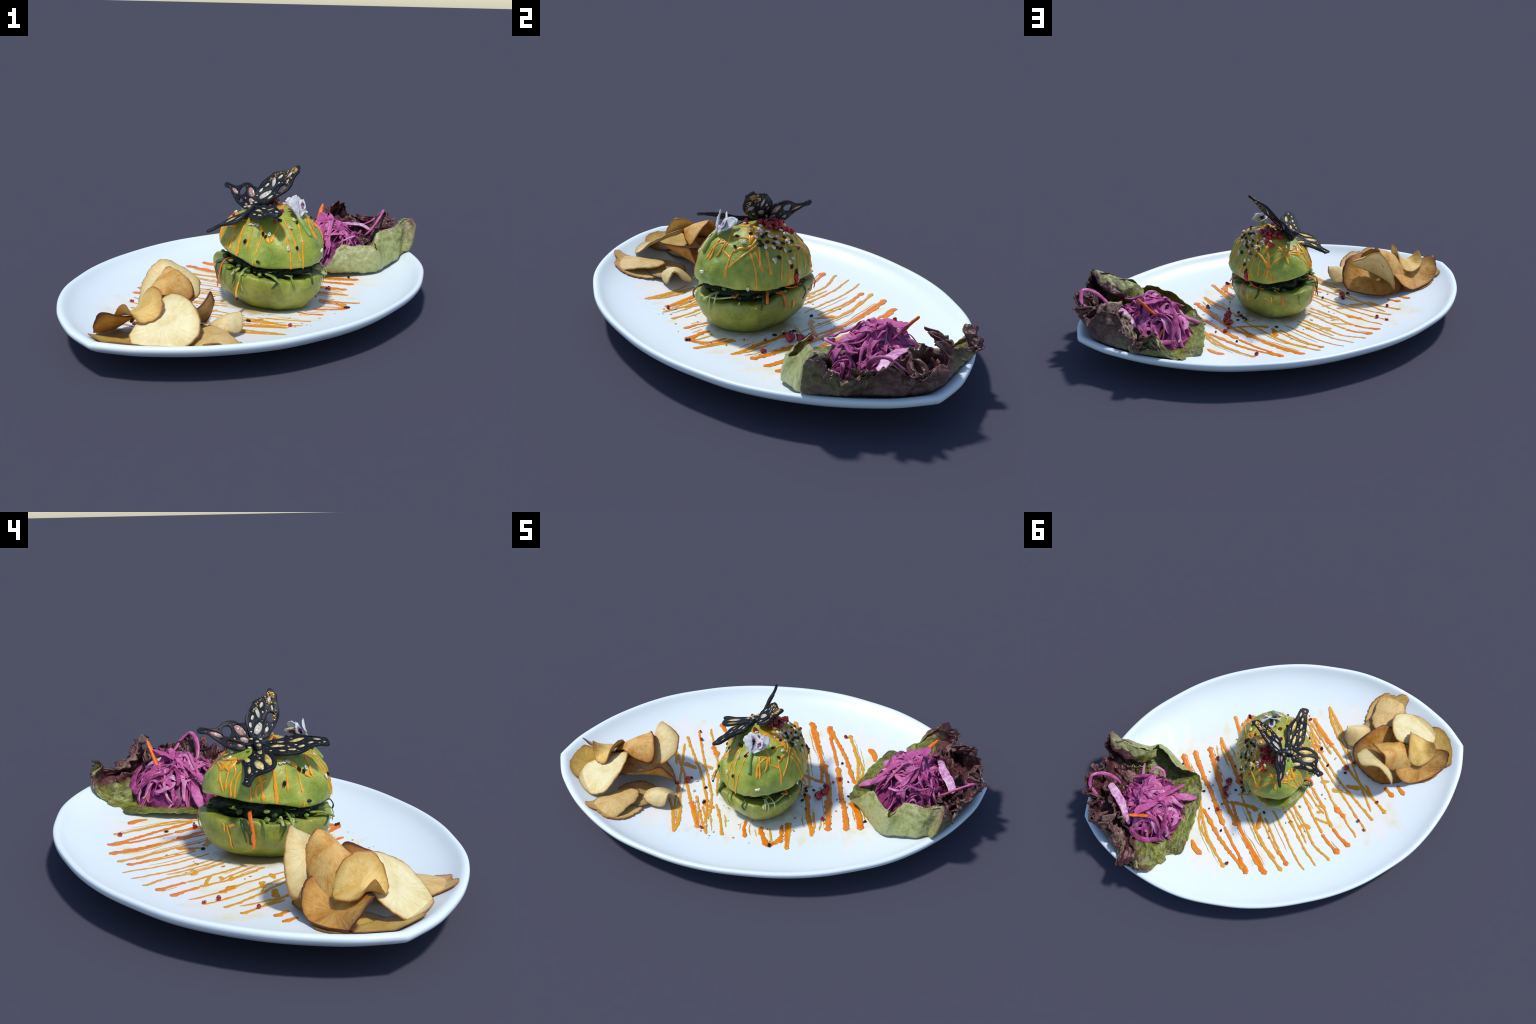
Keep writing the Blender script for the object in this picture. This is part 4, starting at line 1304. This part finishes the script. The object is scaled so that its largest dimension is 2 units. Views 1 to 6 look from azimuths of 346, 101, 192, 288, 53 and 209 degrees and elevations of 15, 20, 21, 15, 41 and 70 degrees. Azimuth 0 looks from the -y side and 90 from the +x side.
def build_salad():
    salad = thing("slaw_salad", "frilled red lettuce leaf filled with purple cabbage slaw", "salad", (SALAD[0], SALAD[1], 0.088))
    S0 = np.array(salad.location)
    inn, out = lettuce_material("lettuce_inside", False), lettuce_material("lettuce_outside", True)
    ctl = np.array(LETTUCE)
    nt, nr = 560, 44
    ring = catmull(ctl, nt, True)
    c = np.array([0.60, 0.55, 0.0])
    G = np.zeros((nr, nt, 3))
    ks = np.linspace(0.04, 1, nr)
    for j in range(nt):
        rim, foot = ring[j, :3], ring[j, 3:]
        a = math.atan2(rim[1] - c[1], rim[0] - c[0])
        dirn = np.array([math.cos(a), math.sin(a), 0])
        dark = min(1, max(0.15, ((rim[0] - 0.45) * 1.2 + (rim[1] - 0.45) * 1.1) * 2.2))
        if rim[0] < 0.45 and rim[1] < 0.8:
            dark = 0.15
        if rim[1] < 0.42:
            dark *= 0.15 + 0.85 * max(0, (rim[1] - 0.36) / 0.06) if rim[1] > 0.36 else 0.15
        for i, k in enumerate(ks):
            if k < 0.5:
                f = k / 0.5
                p = c * (1 - f) + foot * f
                p[2] = floor_z(p[0], p[1]) * (1 - f) + max(foot[2] - 0.006, floor_z(*foot[:2])) * f + 0.008 + 0.004 * nz(p, 25, 2) + 0.045 * dark * abs(nz(p, 13, 3)) * math.sin(math.pi * min(1, f * 0.9))
            else:
                f = (k - 0.5) / 0.5
                p = foot * (1 - f) + rim * f
                p[2] = max(foot[2] - 0.006, floor_z(*foot[:2])) * (1 - f) ** 1.2 + 0.008 * (1 - f) + rim[2] * (1 - (1 - f) ** 1.2) if rim[2] > 0.12 else foot[2] * (1 - f) + rim[2] * f + 0.006
                p = p + dirn * 0.012 * math.sin(f * math.pi) * min(1, (rim[2] - 0.09) * 8)
                # frill: tight folds growing towards the edge
                s = j / nt
                p = p + dirn * 0.016 * dark * math.sin(math.pi * f) * (math.sin(2 * math.pi * 12 * s + 5 * nz((s * 8, f, 21), 1.0, 2)) + 0.9 * nz((s * 26, f * 2, 31), 1.0, 2))
                amp = f**1.4 * (0.003 + 0.026 * dark)
                w1 = math.sin(2 * math.pi * 17 * s + 6.0 * nz((s * 9, f * 0.8, 1), 1.0, 2))
                w2 = nz((s * 34, f * 1.5, 7.7), 1.0, 3)
                w3 = nz((s * 34, f * 1.5, 2.2), 1.0, 3)
                p = p + dirn * amp * (0.9 * w1 + 1.0 * w2) + np.array([0, 0, amp * (0.5 * w3 + 0.3 * math.sin(2 * math.pi * 29 * s + 5 * w2))])
            G[i, j] = p
        for i in range(nr):
            wall = max(0.0, ks[i] - 0.45) / 0.55
            G[i, j] += 0.003 * np.array([nz(G[i, j] + q * 3, 32, 2) for q in (0, 1, 2)]) + 0.014 * wall * np.array([nz(G[i, j] + q * 3, 11, 3) for q in (0, 1, 2)]) * np.array([1, 1, 0.5])
            G[i, j, 2] = max(G[i, j, 2], floor_z(*G[i, j, :2]) + 0.004) if math.hypot(*(G[i, j, :2] - c[:2])) < 0.5 and G[i, j, 2] < 0.2 and abs((G[i, j, :2] - MID) @ EX) < 1.15 else G[i, j, 2]
    V, F, side = thick_loft(G, 0.006, True, None)
    V.append(np.array([c[0], c[1], floor_z(c[0], c[1]) + 0.008]))
    F += [(len(V) - 1, (j + 1) % nt, j) for j in range(nt)]
    side += [0] * nt
    me = mesh_of("lettuce_leaf", [v - S0 for v in V], F, [inn, out])
    me.polygons.foreach_set("material_index", side)
    float_attr(me, "ring", list(np.repeat(ks, nt)) * 2 + [0])
    put("lettuce_leaf", me, salad)

    # inner frills standing up behind the slaw: base line, top line
    def frill(base, top, folds, amp, seed, thick=0.006, fine=1.0):
        n, m_ = (150, 18) if fine == 1 else (60, 12)
        b, t = catmull(P(base), n), catmull(P(top), n)
        G = np.zeros((m_, n, 3))
        tang = np.gradient(t, axis=0)
        for j in range(n):
            s = j / (n - 1)
            side = np.cross(tang[j], (0, 0, 1.0))
            side /= np.linalg.norm(side) + 1e-9
            for i in range(m_):
                f = i / (m_ - 1)
                p = b[j] * (1 - f) + t[j] * f
                a = amp * f**1.1
                w1 = math.sin(2 * math.pi * folds * s + 4.5 * nz((s * 5 * fine, f, seed), 1.0, 2))
                p = p + side * a * (0.55 * w1 + 1.7 * nz((s * 9 * fine, f * 2, seed + 3), 1.0, 3)) + tang[j] / (np.linalg.norm(tang[j]) + 1e-9) * a * 1.3 * nz((s * 9 * fine, f * 2, seed + 13), 1.0, 2) + np.array([0, 0, a * 1.1 * nz((s * 11 * fine, f * 1.4, seed + 9), 1.0, 2)])
                p = p + 0.004 * np.array([nz(p + q, 35, 2) for q in (0, 3, 6)])
                G[i, j] = p
        V, F, side = thick_loft(G, thick, False, None)
        me = mesh_of("lettuce_frill", [v - S0 for v in V], F, [inn, out])
        me.polygons.foreach_set("material_index", side)
        fix_normals(me)
        float_attr(me, "ring", list(np.repeat(np.linspace(0.35, 1, m_), n)) * 2)
        put("lettuce_frill", me, salad)

    frill(".84,.50,.13 .82,.56,.13 .79,.61,.125 .75,.66,.12 .71,.69,.12 .67,.71,.115 .62,.74,.11 .56,.78,.105 .50,.82,.11",
          ".915,.475,.285 .880,.555,.255 .835,.620,.245 .780,.650,.270 .735,.685,.285 .695,.715,.290 .655,.725,.300 .615,.730,.270 .570,.760,.235 .52,.80,.21 .47,.85,.20", 6.5, 0.018, 1)
    frill(".88,.46,.15 .87,.52,.15 .85,.58,.145 .83,.63,.14", ".955,.475,.270 .93,.54,.26 .925,.62,.315 .895,.67,.30 .86,.71,.26", 3.5, 0.012, 8)
    frill(".74,.80,.13 .76,.76,.13 .78,.74,.13", ".760,.838,.245 .775,.815,.268 .790,.790,.255 .80,.77,.24", 2.2, 0.010, 12)

    # little curled flaps all over the dark side of the leaf
    R3 = random.Random(5)
    for q in range(20):
        j = int(nt * R3.uniform(0.13, 0.50))
        i = int(nr * R3.uniform(0.60, 0.93))
        w = R3.randrange(9, 18)
        idx = [(j + d) % nt for d in (-w, -w // 2, 0, w // 2, w)]
        mid = G[i, j]
        a = math.atan2(mid[1] - c[1], mid[0] - c[0])
        sgn = R3.choice((1, 1, -1))
        outv = np.array([math.cos(a), math.sin(a), 0]) * sgn * R3.uniform(0.012, 0.030) + np.array([0, 0, R3.uniform(0.006, 0.032)])
        b = [G[i, k] for k in idx]
        t = [G[i, k] + outv * (0.5 if e in (0, 4) else 1.0) * R3.uniform(0.8, 1.2) for e, k in enumerate(idx)]
        if max(p[2] for p in t) > 0.355 or max(math.hypot(p[0], p[1]) for p in t) > 1.17:
            continue
        txt = lambda pts: " ".join("%.4f,%.4f,%.4f" % tuple(p) for p in pts)
        frill(txt(b), txt(t), R3.uniform(0.8, 1.6), R3.uniform(0.009, 0.015), 40 + q, 0.005, 0.25)

    # the lobe nearest the front rolls over inwards, showing its pale back
    b, t = catmull(P(".715,.235,.212 .749,.297,.272 .811,.316,.300 .881,.325,.320 .938,.355,.350 .985,.335,.338"), 70), catmull(P(".705,.290,.175 .745,.350,.205 .800,.390,.215 .870,.405,.255 .930,.400,.315 .980,.350,.332"), 70)
    G = np.zeros((14, 70, 3))
    for j in range(70):
        for i in range(14):
            f = i / 13
            p = b[j] * (1 - f) + t[j] * f + np.array([0, 0, 0.006 * math.sin(math.pi * f)])
            G[i, j] = p + (0.003 + 0.009 * f) * np.array([nz(p + q, 22, 3) for q in (0, 4, 8)])
    V, F, side = thick_loft(G, 0.006, False, None)
    me = mesh_of("lettuce_fold", [v - S0 for v in V], F, [out, inn])
    top = [1 if (q // 69) / 13 + 0.35 * nz((q % 69 * 0.09, q // 69 * 0.2, 1.0), 1.0, 2) > 0.62 else 0 for q in range(13 * 69)]
    me.polygons.foreach_set("material_index", top + top + [0] * (len(F) - 2 * len(top)))
    fix_normals(me)
    float_attr(me, "ring", list(np.repeat(np.linspace(0.7, 1, 14), 70)) * 2)
    put("lettuce_fold", me, salad)
    frill(".70,.55,.12 .72,.60,.12 .71,.66,.12 .66,.71,.12", ".80,.52,.195 .79,.58,.205 .765,.64,.21 .72,.70,.22", 3.0, 0.014, 17)
    frill(".60,.74,.11 .54,.77,.11 .48,.79,.11 .42,.81,.10", ".60,.82,.185 .53,.845,.19 .465,.86,.17 .41,.86,.15", 3.0, 0.014, 23)
    frill(".66,.40,.10 .72,.42,.11 .78,.44,.12 .82,.48,.13", ".70,.345,.165 .76,.385,.18 .83,.425,.19 .88,.47,.20", 3.0, 0.012, 29)

    # slaw
    cab = Mat("purple_cabbage", rough=0.46, spec=0.35)
    rnd = cab.random()
    tone = cab.math("ADD", cab.math("MULTIPLY", cab.noise(13, 3), 0.75), cab.math("MULTIPLY", rnd, 0.42))
    col = cab.ramp(tone, [(0.28, (0.15, 0.012, 0.085)), (0.42, (0.36, 0.040, 0.20)), (0.56, (0.53, 0.090, 0.32)), (0.72, (0.66, 0.20, 0.46)), (0.88, (0.80, 0.46, 0.64))])
    cab.colour(cab.mix(0.25, col, cab.ramp(cab.noise(60, 4), [(0.35, (0.26, 0.016, 0.12)), (0.7, (0.70, 0.22, 0.42))])))
    cab.bump(cab.noise(55, 4, 0.65, dist=1.5), 0.5, 0.010)
    cab.b.inputs["Subsurface Weight"].default_value = 0.1
    cab.b.inputs["Subsurface Radius"].default_value = (0.012, 0.004, 0.010)
    rosy = Mat("rosy_cabbage", rough=0.38, spec=0.4)
    rosy.colour(rosy.ramp(rosy.noise(16, 4), [(0.3, (0.42, 0.055, 0.20)), (0.55, (0.58, 0.13, 0.33)), (0.78, (0.72, 0.38, 0.52))]))
    white = Mat("pale_cabbage", rough=0.4, spec=0.4)
    white.colour(white.ramp(white.noise(22, 4, 0.6, dist=1.5), [(0.30, (0.48, 0.10, 0.33)), (0.5, (0.68, 0.32, 0.55)), (0.68, (0.80, 0.58, 0.72))]))
    white.bump(white.noise(30, 3, dist=1), 0.5, 0.01)
    carrot = bpy.data.materials["carrot_shred"]

    def strip(path, w, t, mat, name="cabbage_shred", **kw):
        V, F = sweep([np.array(p) for p in (P(path) if isinstance(path, str) else path)], w, t, sides=10, **kw)
        wob = np.max(w) * 0.09
        V = [v + wob * np.array([nz(v + q, 26, 2) for q in (0, 4, 8)]) for v in V]
        solo(name, V, F, mat, salad)

    strip(".556,.683,.330 .553,.640,.318 .520,.57,.312 .495,.48,.275 .470,.41,.235 .462,.365,.205 .447,.338,.192", [0.030, 0.058, 0.056, 0.034, 0.024, 0.022, 0.014], 0.008, cab.m, n=44, curl=0.10)
    strip(".828,.582,.236 .775,.61,.262 .70,.645,.265 .625,.70,.250 .58,.735,.225", [0.036, 0.052, 0.050, 0.036, 0.02], 0.010, white.m, n=40, curl=0.10)
    strip(".775,.545,.215 .815,.54,.252 .868,.565,.310 .912,.618,.340 .902,.668,.300 .850,.690,.255 .79,.715,.235", [0.016, 0.022, 0.022, 0.020, 0.022, 0.026, 0.022], 0.013, rosy.m, n=60)
    strip(".565,.748,.242 .525,.765,.205 .475,.76,.165 .42,.72,.150 .375,.695,.150", [0.022, 0.034, 0.040, 0.032, 0.014], 0.016, cab.m, n=40, curl=0.1)
    strip(".50,.475,.215 .455,.43,.180 .405,.385,.140 .350,.345,.100", [0.018, 0.044, 0.052, 0.020], 0.020, cab.m, n=40, curl=0.12)
    strip(".43,.56,.250 .405,.615,.235 .400,.665,.190 .42,.70,.150 .455,.69,.135", [0.02, 0.03, 0.03, 0.026, 0.02], 0.014, cab.m, n=40)
    strip(".60,.60,.26 .600,.64,.30 .597,.663,.336", [0.014, 0.014, 0.006], 0.010, cab.m, n=20)
    strip(".572,.718,.374 .558,.695,.345 .525,.655,.285 .478,.61,.215 .435,.575,.150 .41,.56,.112", [0.012, 0.024, 0.026, 0.026, 0.026, 0.02], 0.014, carrot, name="carrot_shred", n=44)
    strip(".395,.49,.150 .372,.505,.118 .352,.520,.098", 0.018, 0.010, rosy.m, n=18)
    strip(".66,.40,.25 .640,.355,.262 .595,.345,.250 .565,.37,.225", 0.016, 0.009, cab.m, n=36)
    strip(".735,.49,.262 .700,.455,.25 .660,.43,.262 .645,.40,.235", [0.010, 0.022, 0.022, 0.01], 0.010, cab.m, n=30)
    strip(".70,.43,.14 .725,.385,.17 .735,.35,.195", [0.02, 0.02, 0.012], 0.010, white.m, n=20)
    strip(".44,.65,.13 .40,.63,.11 .365,.625,.115 .345,.60,.13", 0.016, 0.010, rosy.m, n=24)

    def mound(x, y):
        d = np.array([x, y]) - np.array([0.560, 0.555])
        u, v = d @ np.array([0.8, 0.6]), d @ np.array([-0.6, 0.8])
        return 0.105 + 0.165 * max(0.0, 1 - (u / 0.205) ** 2 - (v / 0.23) ** 2) ** 0.8 * (1 + 0.35 * nz((x, y, 4.0), 11, 2))

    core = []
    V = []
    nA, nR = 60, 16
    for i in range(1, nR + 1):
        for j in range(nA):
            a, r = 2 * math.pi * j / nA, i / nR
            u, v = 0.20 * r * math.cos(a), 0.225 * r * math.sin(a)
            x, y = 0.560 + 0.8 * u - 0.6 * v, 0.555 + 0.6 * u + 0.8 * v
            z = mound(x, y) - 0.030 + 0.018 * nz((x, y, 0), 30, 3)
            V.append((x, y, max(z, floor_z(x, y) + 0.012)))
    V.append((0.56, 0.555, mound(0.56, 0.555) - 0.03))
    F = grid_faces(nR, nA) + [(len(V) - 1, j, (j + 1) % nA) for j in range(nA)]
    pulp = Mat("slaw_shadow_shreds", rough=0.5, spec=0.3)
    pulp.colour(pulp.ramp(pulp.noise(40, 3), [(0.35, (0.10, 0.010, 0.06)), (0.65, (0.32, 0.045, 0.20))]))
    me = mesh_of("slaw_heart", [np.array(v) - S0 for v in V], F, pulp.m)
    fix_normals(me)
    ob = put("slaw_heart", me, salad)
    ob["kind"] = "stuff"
    R2 = random.Random(21)
    for i in range(140):
        a, r = R2.uniform(0, 2 * math.pi), R2.random() ** 0.55
        u, v = 0.185 * r * math.cos(a), 0.21 * r * math.sin(a)
        p = np.array([0.560 + 0.8 * u - 0.6 * v, 0.555 + 0.6 * u + 0.8 * v])
        h = a + R2.uniform(-1.3, 1.3)
        L = R2.uniform(0.06, 0.19)
        pts, n = [], 5
        wob = R2.uniform(-1.6, 1.6)
        lift = R2.uniform(-0.016, 0.018)
        for k in range(n):
            s = k / (n - 1)
            ang = h + wob * (s - 0.5)
            q = p + np.array([math.cos(ang), math.sin(ang)]) * L * (s - 0.5)
            z = mound(*q) + lift + 0.022 * math.sin(math.pi * s) * R2.uniform(0.2, 1.2) + R2.uniform(-0.007, 0.007)
            pts.append((q[0], q[1], max(z, floor_z(*q) + 0.016)))
        w = R2.choice((0.007, 0.010, 0.014, 0.018, 0.025, 0.034))
        k = R2.random()
        strip(pts, [w * 0.5, w, w * 1.1, w * 0.9, w * 0.45], max(0.004, w * R2.uniform(0.18, 0.36)), cab.m if k < 0.86 else rosy.m if k < 0.95 else white.m if k < 0.98 else carrot, name="cabbage_shred" if k < 0.98 else "carrot_shred",
              n=22, twist=R2.uniform(-1.6, 1.6), curl=R2.uniform(-0.3, 0.4))


    # long flat shreds draped over the heap
    for i in range(22):
        a0 = R2.gauss(2.2, 0.7)
        L = R2.uniform(0.13, 0.24)
        u, v = R2.uniform(-0.10, 0.10), R2.uniform(-0.12, 0.12)
        p = np.array([0.560 + 0.8 * u - 0.6 * v, 0.555 + 0.6 * u + 0.8 * v])
        wob = R2.uniform(-1.3, 1.3)
        pts = []
        for k in range(6):
            s = k / 5
            ang = a0 + wob * (s - 0.5)
            q = p + np.array([math.cos(ang), math.sin(ang)]) * L * (s - 0.5)
            pts.append((q[0], q[1], max(mound(*q) + 0.016 + R2.uniform(-0.004, 0.012), floor_z(*q) + 0.018)))
        w = R2.uniform(0.018, 0.040)
        strip(pts, [w * 0.5, w, w * 1.15, w, w * 0.5], w * 0.20, R2.choice((cab.m, cab.m, cab.m, rosy.m)), n=34, twist=R2.uniform(-0.8, 0.8), curl=R2.uniform(-0.1, 0.3))


# ------------------------------------------------------------------ build everything
plate = build_plate()
build_streaks(plate)
build_plate_garnish(plate)
burger = thing("avocado_burger", "avocado halves stacked as a burger with sauce, seeds and butterfly", "avocado burger", (0.05, -0.08, 0.076))
build_halves(burger)
build_drips(burger)
build_toppings(burger)
build_filling(burger)
build_butterfly(burger)
build_flower(burger)
build_chips()
build_salad()
